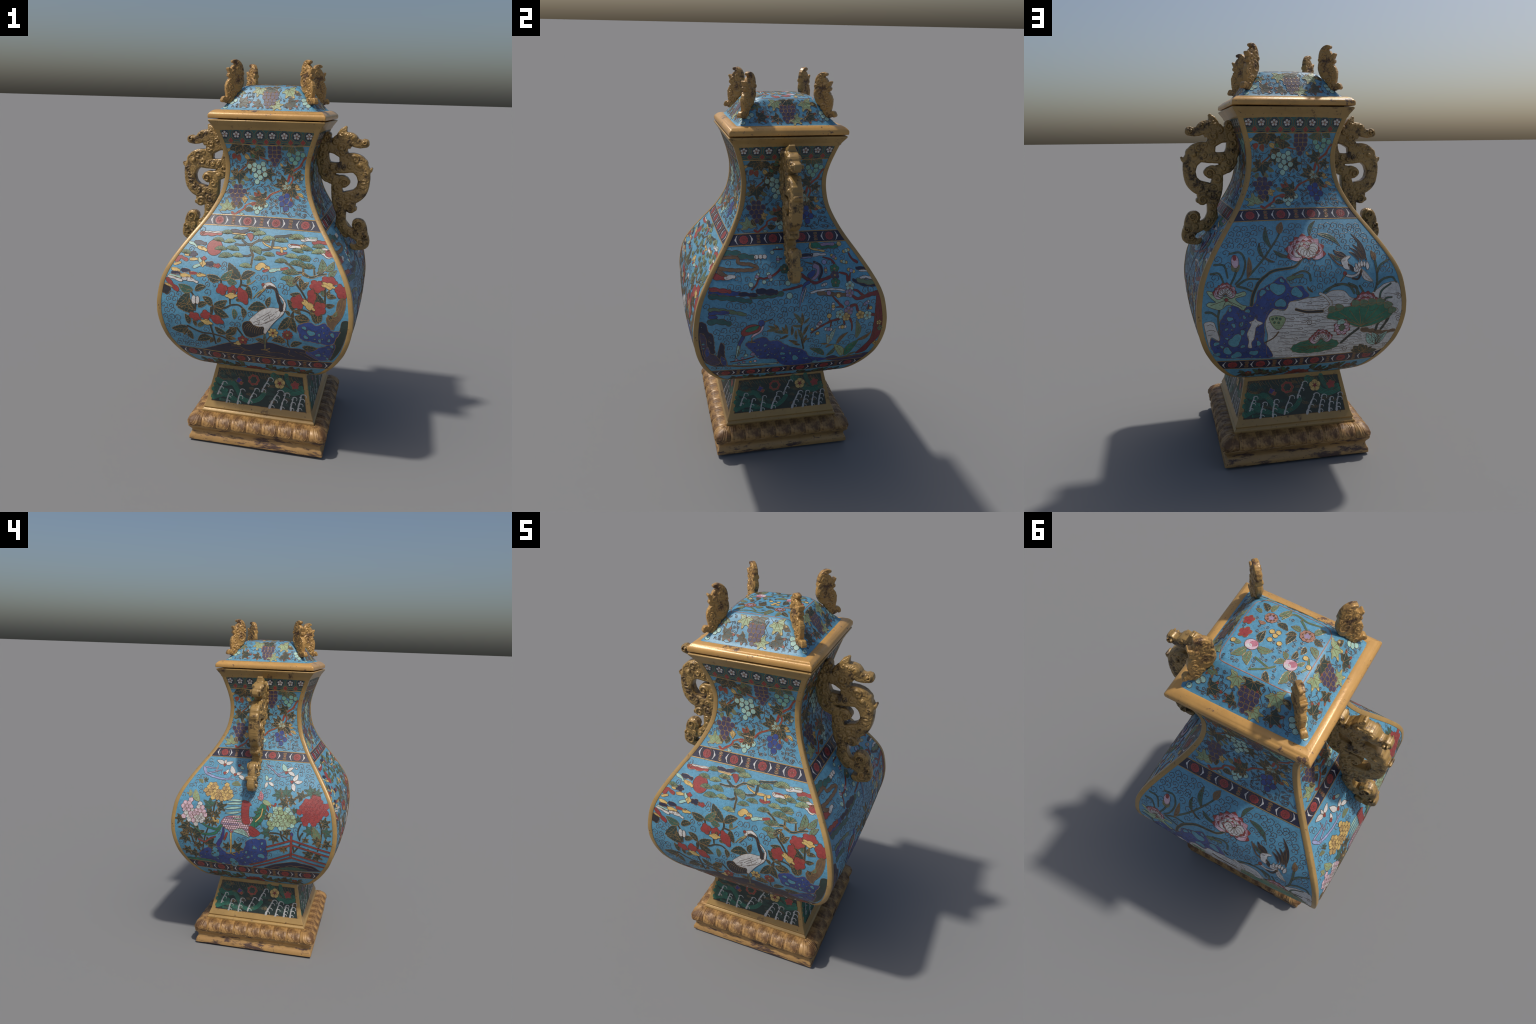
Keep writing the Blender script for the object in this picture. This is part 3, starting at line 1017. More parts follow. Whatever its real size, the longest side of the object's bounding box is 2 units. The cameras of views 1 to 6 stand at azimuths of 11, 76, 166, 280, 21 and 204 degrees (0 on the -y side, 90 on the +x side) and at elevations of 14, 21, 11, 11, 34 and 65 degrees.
    def rock(self, pts, mat="cobalt", holes=(), layer=1, hole="aqua", name="garden_rock", cracks=()):
        P = resample(smooth_closed(pts, 6), .006, True)
        c = P.mean(0)
        d = P - c; L = np.linalg.norm(d, axis=1)[:, None] + 1e-9
        k = np.arange(len(P))
        wob = .0035 * np.abs(np.sin(k * .42 + np.sin(k * .13) * 2)) - .0015
        P = P + d / L * wob[:, None]
        self.begin()
        self.cell(P, mat, layer, "wire")
        for h, r in holes:
            th = np.linspace(0, 2 * math.pi, 16, endpoint=False)
            rr = r * (1 + .22 * np.sin(th * 2 + self.rng.uniform(0, 6)) + .12 * np.sin(th * 3 + self.rng.uniform(0, 6)))
            self.cell(np.stack([rr * np.cos(th), rr * np.sin(th)], -1) + np.array(h), hole, layer + 1, "wiredark")
        lo, hi = P.min(0), P.max(0)
        for _ in range(int((hi - lo).prod() / .00035)):
            q = np.array([self.rng.uniform(lo[0], hi[0]), self.rng.uniform(lo[1], hi[1])])
            if not inside(P, *q) or np.min(np.linalg.norm(P - q, axis=1)) < .008 or any(np.linalg.norm(q - np.array(h)) < r + .008 for h, r in holes):
                continue
            a = self.rng.uniform(0, 6); n_ = self.rng.choice((2, 3))
            if self.rng.random() < .25:
                self.disc(q, self.rng.uniform(.0022, .0042), hole, layer + 1, "wiredark")
            else:
                th = np.linspace(0, n_, 8); r = self.rng.uniform(.004, .008)
                self.line(q + np.stack([r * np.cos(th + a), r * np.sin(th + a)], -1), "wiredark" if self.rng.random() < .7 else "navy", layer + 1, self.wirew * .7)
        for cr in cracks:
            self.line(smooth_open(cr), "wire", layer + 1)
        self.end(name)

    # ---- ground curls ------------------------------------------------
    def curls(self, region, pitch=.043, r=.0145, kind="cloud", margin=.011, wire="wiredark", skip=.0):
        """fill what is left of the ground with little wire curls"""
        self.begin()
        (t0, t1), half = region
        boxes = [(p.min(0) - margin, p.max(0) + margin, p) for p in self.polys]
        row = 0
        t = t0 + pitch * .5
        while t < t1 - pitch * .3:
            hw = half(t) - r * 1.3
            s = -hw + (pitch * .5 if row % 2 else 0) + self.rng.uniform(0, .3) * pitch
            while s < hw:
                p = np.array([s + self.rng.uniform(-.18, .18) * pitch, t + self.rng.uniform(-.18, .18) * pitch])
                s += pitch
                bad = False
                for lo, hi, poly in boxes:
                    if np.all(p > lo) and np.all(p < hi):
                        if inside(poly, *p) or np.min(np.linalg.norm(poly - p, axis=1)) < margin:
                            bad = True; break
                if bad or self.rng.random() < skip:
                    continue
                rr = r * self.rng.uniform(.82, 1.12)
                if kind == "cloud":
                    a = np.linspace(math.radians(-70), math.radians(205), 34)
                    q = rr * (1 + .16 * np.abs(np.sin(a * 2.5)))
                    P = np.stack([q * np.cos(a), q * np.sin(a)], -1)
                    h = np.linspace(0, 1, 14)
                    ha = math.radians(205) + h * 3.6
                    hr = rr * (.62 - .36 * h)
                    H = np.stack([-rr * .38 + hr * np.cos(ha), -rr * .10 + hr * np.sin(ha)], -1)
                    P = np.vstack([P, H])
                else:
                    a = np.linspace(0, 1, 40)
                    th = a * 2 * math.pi * 1.5
                    q = rr * (.18 + .82 * a)
                    P = np.stack([q * np.cos(th), q * np.sin(th)], -1)
                    P = np.vstack([P, [[rr * -1.3, rr * -.9], [rr * -1.7, rr * -.2]]])
                mir = self.rng.random() < .12
                if mir:
                    P[:, 0] *= -1
                self.line(rot2(P, self.rng.uniform(-.35, .35) if kind == "cloud" else self.rng.uniform(0, 6)) + p, wire, 0, self.wirew * .95)
            t += pitch * .84; row += 1
        self.end("ground_curls", "stuff")

    # ---- borders -------------------------------------------------------
    def strip(self, t0, t1, half, mat, layer=0, name="border_strip", lines=True, lw=.0045):
        tt = np.linspace(t0, t1, max(3, int((t1 - t0) / .008)))
        L = np.array([[-half(t), t] for t in tt]); R = np.array([[half(t), t] for t in tt])
        self.begin()
        # build in columns so the strip follows the bow of the side
        n = 12
        o = self.off(layer)
        b0 = len(self.V)
        for i, t in enumerate(tt):
            s = np.linspace(-half(t), half(t), n + 1)
            self.V.extend(self.map(s, np.full(n + 1, t), o))
        sl = self.slot(mat)
        for i in range(len(tt) - 1):
            for j in range(n):
                a = b0 + i * (n + 1) + j
                self.F.append([a, a + 1, a + n + 2, a + n + 1]); self.M.append(sl)
        self.end(name)
        if lines:
            for t in (t0, t1):
                self.begin()
                self.line([[-half(t), t], [half(t), t]], "frame", layer + 1, lw)
                self.end("border_wire")

    def rosette(self, c, r, layer=1, name="border_rosette", squash=1.0):
        c = np.array(c)
        self.begin()
        self.disc(c, r * 1.28, "navy", layer, "wiredark", r * 1.28 * squash)
        for rad, n, ly in ((1.0, 9, 1), (.62, 6, 2)):
            for k in range(n):
                a = 2 * math.pi * k / n + ly
                p = c + r * rad * .62 * np.array([math.cos(a), math.sin(a) * squash])
                self.disc(p, r * rad * .40, "red", layer + ly, None if rad == 1 else "darkred", r * rad * .40 * squash)
        self.disc(c, r * .2, "wiredark", layer + 3, None, r * .2 * squash)
        self.end(name)

    def crescent(self, c, r, side, layer=1, squash=1.0):
        """thin moon with a frilled outer edge"""
        th = np.linspace(-.72, .72, 17)
        A = np.stack([r * np.cos(th), r * np.sin(th) * squash], -1)
        fr = np.cos(th * math.pi / 1.44)
        B = np.stack([r * np.cos(th) + .0085 * fr * (.45 + .55 * np.abs(np.cos(th * 5.2))), r * np.sin(th) * squash], -1)[1:-1][::-1]
        P = np.vstack([A, B])
        if side < 0:
            P[:, 0] *= -1
        self.begin(); self.cell(P + np.array(c), "white", layer, None); self.end("border_crescent")

    def border(self, t0, t1, half, n, wspan, r):
        self.strip(t0, t1, half, "navy")
        tm = (t0 + t1) / 2
        for k in range(n):
            s = (k - (n - 1) / 2) * wspan
            self.rosette((s, tm), r)
            self.crescent((s, tm), r * 1.72, 1); self.crescent((s, tm), r * 1.72, -1)
            for q in ((-1, 1) if k == 0 else (1,)):
                x = s + q * wspan / 2
                if abs(x) < half(tm) - .012:
                    self.begin()
                    h = (t1 - t0)
                    for e in (-1, 1):
                        self.disc((x, tm + e * h * .27), r * .42, "brown", 1, "wire", r * .24)
                        self.line([[x - r * .5, tm + e * h * .12], [x - r * .2, tm + e * h * .06], [x - r * .15, tm + e * h * .16]], "wire", 1)
                        self.line([[x + r * .5, tm + e * h * .12], [x + r * .2, tm + e * h * .06], [x + r * .15, tm + e * h * .16]], "wire", 1)
                    self.disc((x, tm), r * .22, "red", 1, "wire")
                    self.end("border_bead")


def half_body(k):
    def f(t):
        return float(prof_at(t)[1]) - RIBW - .0005
    return f


HALF = half_body(0)
MID0, MID1, LOW0, LOW1, CELL0 = .926, .985, .186, .250, 1.355
panels = [Panel(body_map(k), body, 11 + k) for k in range(4)]
for p in panels:
    p.border(MID0, MID1, HALF, 4, .1445, .0215)
    p.border(LOW0, LOW1, HALF, 6, .1295, .0225)
    # row of eight blossoms in octagonal cells under the mouth
    p.strip(CELL0, 1.4355, HALF, "teal", 0, "border_strip", False)
    p.begin(); p.line([[-HALF(CELL0), CELL0], [HALF(CELL0), CELL0]], "frame", 2, .0045); p.end("border_wire")
    for k in range(8):
        s = (k - 3.5) * .0600
        c = np.array([s, 1.403])
        a = np.linspace(0, 2 * math.pi, 8, endpoint=False) + math.pi / 8
        p.begin()
        lim = HALF(1.40) - .002
        oct_ = np.stack([.0272 * np.cos(a), .0290 * np.sin(a)], -1) + c
        oct_[:, 0] = np.clip(oct_[:, 0], -lim, lim)
        p.cell(oct_, "navy", 1, "wire", .002)
        a2 = np.stack([.0225 * np.cos(a), .0240 * np.sin(a)], -1) + c
        p.line(np.vstack([a2, a2[:1]]), "teal", 2, .004)
        p.end("border_cell")
        p.blossom(c, .0172, "white", "coral", 5, 3, "border_blossom", math.pi / 2 + p.rng.uniform(-.2, .2), .95)
        if k < 7:
            q = c + np.array([.0300, -.031])
            p.shape(q + np.array([[.0135, 0], [0, .0155], [-.0135, 0], [0, -.0155]]), "red", "border_lozenge", 3, "wire", 1)
        lozs = c + np.array([0, -.0435])
        p.begin()
        p.line([lozs + np.array([-.024, 0]), lozs + np.array([-.012, .0075]), lozs + np.array([.012, .0075]), lozs + np.array([.024, 0])], "wire", 2, .002)
        if abs(s) < .2:
            p.cell(lozs + np.array([[-.015, -.003], [-.009, .004], [.009, .004], [.015, -.003]]), "navy", 1, None)
        p.end("border_wire")
    p.polys = []
    # strip below the lower border: lotus and dark scrolling leaves on blue
    for sgn in (-1, 1):
        pts = [(sgn * (.04 + .023 * i), .128 + .020 * math.sin(i * 1.3)) for i in range(14)]
        pts = [q for q in pts if abs(q[0]) < HALF(q[1]) - .01]
        p.stem(pts, .005, "leaf")
        for i, q in enumerate(pts[1:-1]):
            d = 1 if i % 2 else -1
            p.leaf(q, (q[0] + sgn * .020, q[1] + d * .030), .5, "leaf" if i % 3 else "leafmid", "wiredark", 3)
            p.leaf(q, (q[0] - sgn * .004, q[1] - d * .032), .55, "leaf", "wiredark", 3)
            p.leaf(q, (q[0] + sgn * .026, q[1] - d * .040), .45, "leaf" if i % 2 else "jade", "wiredark", 3)
        q = (sgn * .245, .140)
        p.blossom(q, .018, "red", "yellow", 6)
    p.lotus((0, .090), .062, 7, 2, math.pi / 2, 2.7, 2, mats=("red", "darkred", "red"))
    p.leaf((-.01, .088), (-.075, .075), .3, "indigo"); p.leaf((.01, .088), (.075, .075), .3, "indigo")
    p.polys = []

# ------------------------------------------------------------------ neck: grape vines, the same drawing on each side
def neck_panel(p):
    L = p.leaf
    # dark leaf canopy hanging from the border
    for tip in ((-0.190, 1.324), (-0.159, 1.300), (-0.119, 1.297), (-0.072, 1.314)):
        L((-0.120, 1.347), tip, .62, "leaf", "wire", 4, .05, 1)
    L((-0.055, 1.348), (-0.004, 1.334), .6, "leafmid", "wire", 4); L((-0.072, 1.321), (-0.008, 1.294), .55, "leaf", "wire", 4)
    L((-0.068, 1.340), (-0.041, 1.277), .6, "leaf", "wire", 4); L((-0.055, 1.346), (-0.029, 1.336), .8, "jade", "wire", 0)
    p.fruit((-0.070, 1.296), .011, "jade"); p.fruit((-0.049, 1.332), .012, "jade")
    L((-0.167, 1.306), (-0.174, 1.274), .75, "red", "wire", 3); L((-0.141, 1.302), (-0.137, 1.265), .6, "red", "wire", 3)
    L((-0.188, 1.328), (-0.203, 1.309), .6, "yellow", "wire", 0); L((-0.080, 1.322), (-0.049, 1.315), .45, "yellow", "wire", 0); L((-0.109, 1.304), (-0.086, 1.281), .7, "yellow", "wire", 3)
    # grapes
    p.grapes((0.040, 1.341), "purple", (3, 3, 3, 2, 1), .0118)
    for q in ((-0.062, 1.251), (-0.018, 1.257), (-0.040, 1.242), (-0.065, 1.227), (-0.013, 1.232), (-0.038, 1.215), (-0.054, 1.198), (-0.007, 1.204), (-0.030, 1.187), (-0.046, 1.166), (-0.088, 1.242)):
        p.fruit(q, .0128, "celadon", 3, "grape", .0138)
    p.palm((-0.004, 1.224), (0.026, 1.176)); p.palm((-0.067, 1.246), (-0.109, 1.219)); L((-0.057, 1.273), (-0.103, 1.273), .6)
    for a, b in (((0.126, 1.351), (0.076, 1.334)), ((0.126, 1.351), (0.107, 1.316)), ((0.132, 1.351), (0.138, 1.311)), ((0.142, 1.350), (0.185, 1.329))):
        L(a, b, .6, "teal" if b[0] < .06 else "leafmid", "wire", 4)
    for q in ((0.112, 1.310), (0.154, 1.317), (0.179, 1.309), (0.124, 1.287), (0.154, 1.292), (0.142, 1.269)):
        p.fruit(q, .0128, "mint", 3, "grape", .0138)
    p.branch([(0.195, 1.297), (0.182, 1.282), (0.167, 1.253), (0.144, 1.235), (0.121, 1.213), (0.109, 1.177)], .007, .011, "red", "vine_branch")
    p.branch([(0.123, 1.212), (0.133, 1.187), (0.124, 1.162)], .008, .006, "red", "vine_branch")
    p.branch([(-0.031, 1.290), (-0.005, 1.280), (0.024, 1.277)], .007, .004, "red", "vine_branch")
    p.branch([(-0.097, 1.270), (-0.107, 1.244), (-0.140, 1.215)], .004, .006, "darkred", "vine_branch")
    p.palm((0.135, 1.234), (0.080, 1.244)); L((0.082, 1.249), (0.069, 1.266), .5, "yellow", "wire", 0)
    p.palm((0.148, 1.222), (0.170, 1.186)); L((0.167, 1.186), (0.185, 1.199), .5, "celadon", "wire", 3); L((0.154, 1.182), (0.167, 1.177), .5, "celadon", "wire", 0)
    # left bunch
    p.palm((-0.141, 1.217), (-0.137, 1.156), wide=1.2); p.palm((-0.150, 1.210), (-0.182, 1.214))
    for a, b in (((-0.166, 1.183), (-0.194, 1.174)), ((-0.115, 1.190), (-0.087, 1.172)), ((-0.161, 1.165), (-0.173, 1.138)), ((-0.131, 1.166), (-0.114, 1.145))):
        L(a, b, .55, "olive", "wire", 0)
    p.grapes((-0.144, 1.135), "purple", (2, 4, 3, 2, 1), .0125)
    L((-0.114, 1.090), (-0.099, 1.051), .6, "yellow", "wire", 3); L((-0.108, 1.067), (-0.086, 1.077), .5, "yellow", "wire", 0)
    # lower leaves
    p.palm((0.006, 1.075), (-0.060, 1.079), wide=1.1); L((-0.021, 1.083), (-0.034, 1.121), .5, "red", "wire", 3); L((-0.044, 1.088), (-0.058, 1.112), .6, "red", "wire", 3)
    L((-0.040, 1.056), (-0.073, 1.052), .6, "red", "wire", 3); L((-0.059, 1.074), (-0.082, 1.089), .7, "olive", "wire", 0); p.palm((-0.017, 1.080), (-0.015, 1.037))
    for q in ((-0.043, 1.031), (-0.017, 1.031), (0.008, 1.047), (-0.031, 1.010)):
        p.fruit(q, .0130, "celadon", 1, "grape", .0138)
    p.branch([(0.076, 1.127), (0.045, 1.113), (0.024, 1.099), (0.011, 1.079)], .006, .009, "red", "vine_branch")
    p.branch([(-0.057, 1.058), (-0.091, 1.042), (-0.099, 1.024), (-0.123, 1.006), (-0.144, 0.992), (-0.160, 1.000)], .005, .011, "red", "vine_branch")
    # pale flower with dark leaves and the blue bunch
    for tip in ((0.051, 1.186), (0.038, 1.151), (0.077, 1.205), (0.169, 1.152), (0.133, 1.093), (0.162, 1.088), (0.087, 1.103), (0.069, 1.124)):
        L((0.106, 1.148), tip, .42, "leaf", "wire", 4, .05, 1)
    for tip in ((0.080, 1.150), (0.095, 1.176), (0.117, 1.130), (0.129, 1.140), (0.088, 1.132), (0.124, 1.156)):
        L((0.106, 1.153), tip, .5, "celadon", "wire", 0, .05, 3)
    for q in ((0.110, 1.101), (0.083, 1.087), (0.109, 1.073), (0.091, 1.059), (0.131, 1.060), (0.111, 1.035)):
        p.fruit(q, .0140, "cobalt", 3, "grape", .0150)
    L((0.151, 1.141), (0.162, 1.158), .8, "yellow", "wire", 0); L((0.151, 1.135), (0.178, 1.139), .4, "yellow", "wire", 0); L((0.159, 1.116), (0.193, 1.096), .4, "yellow", "wire", 0)
    L((0.153, 1.100), (0.171, 1.092), .7, "red", "wire", 0, .1, 3); L((0.130, 1.093), (0.138, 1.074), .5, "red", "wire", 0)
    p.palm((-0.186, 1.009), (-0.195, 1.064), "sage", wide=1.15); L((-0.131, 1.062), (-0.129, 1.022), .8); L((-0.095, 1.018), (-0.051, 1.015), .6); L((-0.119, 0.999), (-0.093, 0.993), .5, "celadon", "wiredark", 0)
    L((-0.170, 1.056), (-0.148, 1.021), .5, "leaf")
    # tendrils
    S = p.scroll
    S([(-0.186, 1.302), (-0.195, 1.281), (-0.180, 1.272), (-0.181, 1.240)], curl=.010, hand=-1); S([(-0.110, 1.270), (-0.127, 1.256), (-0.150, 1.258), (-0.157, 1.238)], curl=.011)
    S([(0.002, 1.276), (0.008, 1.250), (0.024, 1.248)], curl=.009); S([(0.094, 1.299), (0.078, 1.289), (0.091, 1.273)], curl=.009)
    S([(0.078, 1.286), (0.056, 1.259), (0.060, 1.234), (0.073, 1.238)], curl=0); S([(0.041, 1.242), (0.048, 1.224), (0.045, 1.183), (0.025, 1.163)], curl=.009)
    S([(0.057, 1.228), (0.048, 1.208), (0.061, 1.200)], curl=.010); S([(-0.071, 1.183), (-0.080, 1.166), (-0.063, 1.155), (-0.075, 1.138), (-0.097, 1.121), (-0.095, 1.101)], curl=.011)
    S([(-0.028, 1.173), (-0.005, 1.164), (-0.017, 1.148), (0.010, 1.143), (0.040, 1.135), (0.044, 1.120)], curl=.010, hand=-1); S([(0.002, 1.117), (-0.019, 1.141), (-0.039, 1.143), (-0.048, 1.130)], curl=.010)
    S([(0.071, 1.102), (0.052, 1.098), (0.067, 1.079), (0.049, 1.071), (0.069, 1.060), (0.037, 1.034), (0.047, 1.005)], curl=.010)
    S([(0.029, 1.103), (0.025, 1.083), (0.040, 1.064)], curl=.011); S([(0.080, 1.050), (0.091, 1.011), (0.120, 1.010), (0.131, 0.994), (0.162, 0.999)], curl=0)
    S([(0.142, 1.067), (0.166, 1.046), (0.170, 1.013), (0.197, 0.995)], curl=.013); S([(0.188, 1.105), (0.212, 1.094), (0.204, 1.074)], curl=.011, hand=-1)
    S([(0.177, 1.060), (0.200, 1.051), (0.180, 1.034), (0.216, 1.023), (0.237, 1.004)], curl=.010); S([(0.138, 1.185), (0.152, 1.166), (0.171, 1.167)], curl=.010)
    S([(0.181, 1.155), (0.201, 1.147), (0.193, 1.125)], curl=.010); S([(-0.189, 1.166), (-0.201, 1.149), (-0.187, 1.137), (-0.192, 1.121), (-0.216, 1.093), (-0.210, 1.070)], curl=.011)
    S([(-0.232, 1.014), (-0.208, 0.992), (-0.168, 0.995)], curl=0); S([(-0.005, 1.011), (0.013, 1.019), (0.003, 0.998)], curl=.011); S([(0.179, 1.258), (0.170, 1.245), (0.183, 1.240)], curl=.007)
    S([(0.095, 1.008), (0.103, 1.022), (0.117, 1.006), (0.132, 1.017), (0.147, 0.998)], curl=0); S([(-0.081, 1.173), (-0.067, 1.161)], curl=.009); S([(-0.184, 1.082), (-0.176, 1.069)], curl=.009)
    p.curls(((MID1 + .01, CELL0 - .01), HALF), .028, .0075, "spiral", .007)


for p in panels:
    neck_panel(p)
    p.polys = []

# ------------------------------------------------------------------ front: pine, peonies, crane
p = panels[0]
L = p.leaf
C = p.cloud
C([(-0.296, 0.878), (-0.247, 0.876), (-0.195, 0.881)], .022, .016, "red"); C([(-0.279, 0.887), (-0.238, 0.886), (-0.193, 0.889)], .007, .009, "white", 3, curl=((-0.290, 0.875), .009))
p.blob((-0.215, 0.805), .040, .042, "red", 1, .0, name="sun_disc")
C([(-0.348, 0.825), (-0.321, 0.814), (-0.308, 0.802)], .014, .010, "celadon", 2); C([(-0.316, 0.828), (-0.266, 0.822)], .020, .016, "navy"); C([(-0.297, 0.803), (-0.257, 0.789)], .016, .018, "yellow", 2, curl=((-0.278, 0.801), .007))
p.blob((-0.319, 0.763), .020, .014, "navy", 5, .2, name="cloud"); C([(-0.359, 0.758), (-0.342, 0.756)], .010, .008, "yellow", 2); C([(-0.328, 0.737), (-0.291, 0.738)], .014, .012, "yellow", 2)
C([(-0.284, 0.743), (-0.271, 0.715), (-0.305, 0.698)], .014, .012, "celadon", 2); p.blob((-0.260, 0.744), .012, .010, "red", 4, .2, name="cloud"); p.blob((-0.260, 0.718), .013, .014, "yellow", 4, .2, layer=2, name="cloud")
p.blob((-0.224, 0.718), .022, .013, "navy", 5, .2, name="cloud"); p.blob((-0.187, 0.713), .018, .010, "red", 5, .2, name="cloud")
C([(-0.400, 0.724), (-0.381, 0.744), (-0.346, 0.731)], .018, .014, "red"); C([(-0.408, 0.706), (-0.378, 0.715)], .011, .011, "yellow", 2); C([(-0.415, 0.683), (-0.377, 0.676)], .015, .012, "yellow", 2)
C([(-0.412, 0.664), (-0.370, 0.661)], .014, .012, "navy"); C([(-0.359, 0.680), (-0.326, 0.676)], .020, .014, "navy"); C([(-0.364, 0.655), (-0.319, 0.653)], .016, .012, "yellow", 2)
C([(-0.318, 0.669), (-0.283, 0.666)], .014, .010, "red", 2); C([(-0.279, 0.662), (-0.241, 0.661)], .016, .010, "yellow", 3, curl=((-0.269, 0.668), .008))
C([(-0.425, 0.652), (-0.367, 0.643)], .008, .008, "celadon", 2); C([(-0.430, 0.644), (-0.393, 0.635), (-0.360, 0.627)], .010, .012, "white", 3); C([(-0.353, 0.638), (-0.334, 0.638)], .014, .012, "white", 3)
C([(-0.329, 0.639), (-0.302, 0.634), (-0.277, 0.626)], .018, .010, "white", 3, curl=((-0.309, 0.642), .008)); C([(-0.435, 0.630), (-0.410, 0.605), (-0.379, 0.581)], .018, .020, "red"); C([(-0.443, 0.607), (-0.409, 0.593)], .009, .009, "yellow", 2)
p.blob((-0.439, 0.580), .022, .026, "black", 5, .12, name="cloud"); C([(-0.140, 0.901), (-0.102, 0.897), (-0.059, 0.904)], .018, .014, "navy"); C([(-0.137, 0.886), (-0.069, 0.883)], .006, .007, "yellow", 2)
p.shape([(-0.064, 0.888), (-0.035, 0.891), (-0.030, 0.869), (-0.037, 0.851), (-0.049, 0.863)], "red", "cloud")
C([(0.211, 0.881), (0.246, 0.881), (0.277, 0.884)], .020, .014, "white", 1, curl=((0.226, 0.882), .009)); C([(0.244, 0.892), (0.279, 0.892)], .008, .008, "celadon", 2); C([(0.268, 0.869), (0.300, 0.873), (0.331, 0.873)], .018, .016, "red")
C([(0.156, 0.844), (0.187, 0.840), (0.207, 0.839)], .020, .014, "white", 1, curl=((0.160, 0.844), .009)); C([(0.161, 0.850), (0.201, 0.848)], .006, .006, "red", 2); C([(0.210, 0.848), (0.248, 0.839)], .014, .012, "yellow", 1, curl=((0.222, 0.851), .010))
p.blob((0.340, 0.820), .036, .022, "white", 5, .1, -.4, 1, name="cloud"); p.blob((0.347, 0.818), .026, .015, "red", 4, .1, -.4, 2, name="cloud"); p.scroll([(0.336, 0.815), (0.347, 0.826)], curl=.008, layer=3)
C([(0.015, 0.721), (0.035, 0.731), (0.068, 0.720)], .028, .016, "yellow", 1, curl=((0.057, 0.727), .008)); C([(0.046, 0.706), (0.064, 0.712)], .012, .010, "red", 2); C([(0.078, 0.710), (0.101, 0.715), (0.130, 0.722)], .016, .012, "celadon", 2); C([(0.131, 0.722), (0.159, 0.728)], .011, .010, "red", 3)
C([(0.023, 0.850), (0.041, 0.836), (0.064, 0.828)], .006, .009, "yellow", 2); C([(0.078, 0.827), (0.104, 0.827), (0.139, 0.826)], .010, .012, "yellow", 2); C([(0.118, 0.823), (0.122, 0.805)], .012, .010, "yellow", 3); C([(0.100, 0.802), (0.122, 0.797), (0.142, 0.804)], .014, .012, "red", 2)
# pine
B_ = p.branch
B_([(0.156, 0.897), (0.112, 0.887), (0.078, 0.882), (0.072, 0.856), (0.070, 0.823), (0.034, 0.810), (0.007, 0.814)], .012, .009, "leaf", "pine_branch", 1, "wiredark")
B_([(0.052, 0.854), (0.008, 0.859), (-0.017, 0.846), (-0.032, 0.830), (-0.031, 0.805), (-0.018, 0.782), (-0.018, 0.753), (-0.020, 0.720)], .010, .007, "leaf", "pine_branch", 1, "wire")
B_([(-0.030, 0.833), (-0.053, 0.834), (-0.081, 0.853)], .012, .007, "leaf", "pine_branch", 1, "wiredark"); B_([(-0.063, 0.829), (-0.088, 0.828), (-0.113, 0.829)], .010, .008, "leaf", "pine_branch", 1, "wiredark")
B_([(-0.021, 0.783), (-0.044, 0.773), (-0.071, 0.773)], .010, .007, "leaf", "pine_branch", 1, "wiredark")
B_([(0.145, 0.757), (0.174, 0.739), (0.203, 0.713), (0.231, 0.713), (0.261, 0.697)], .008, .010, "leaf", "pine_branch", 1, "wire"); B_([(0.236, 0.716), (0.230, 0.756)], .008, .006, "leaf", "pine_branch", 1, "wire")
B_([(0.237, 0.706), (0.277, 0.695), (0.314, 0.709), (0.344, 0.717)], .010, .008, "leaf", "pine_branch", 1, "wire"); B_([(0.291, 0.706), (0.285, 0.737)], .008, .006, "leaf", "pine_branch", 1, "wire"); B_([(0.237, 0.708), (0.232, 0.745)], .007, .006, "leaf", "pine_branch")
for q in ((-0.204, 0.838), (-0.141, 0.833), (-0.097, 0.856), (-0.183, 0.791), (-0.125, 0.795), (-0.150, 0.755), (-0.094, 0.763), (0.000, 0.883), (0.050, 0.860), (0.111, 0.855), (0.187, 0.878), (0.022, 0.755), (0.060, 0.779), (0.125, 0.751),
          (-0.046, 0.713), (0.171, 0.779), (0.194, 0.810), (0.239, 0.822), (0.202, 0.745), (0.224, 0.771), (0.170, 0.697), (0.255, 0.734), (0.182, 0.876), (0.295, 0.840), (0.300, 0.812), (0.234, 0.776), (0.209, 0.743), (0.261, 0.733), (0.182, 0.701), (0.167, 0.666),
          (-0.362, 0.762), (-0.163, 0.880), (-0.101, 0.856), (-0.035, 0.900)):
    p.pine(q, p.rng.uniform(.031, .041), math.pi / 2 + p.rng.uniform(-.25, .25), p.rng.choice(["olive", "olive", "sage"]))
p.pine((-0.018, 0.797), .042, .9)
for a, b in (((0.341, 0.730), (0.375, 0.781)), ((0.361, 0.694), (0.393, 0.739)), ((0.314, 0.715), (0.318, 0.788)), ((0.211, 0.660), (0.155, 0.673)), ((0.299, 0.719), (0.331, 0.731))):
    L(a, b, .5, "olive", "wiredark", 5)
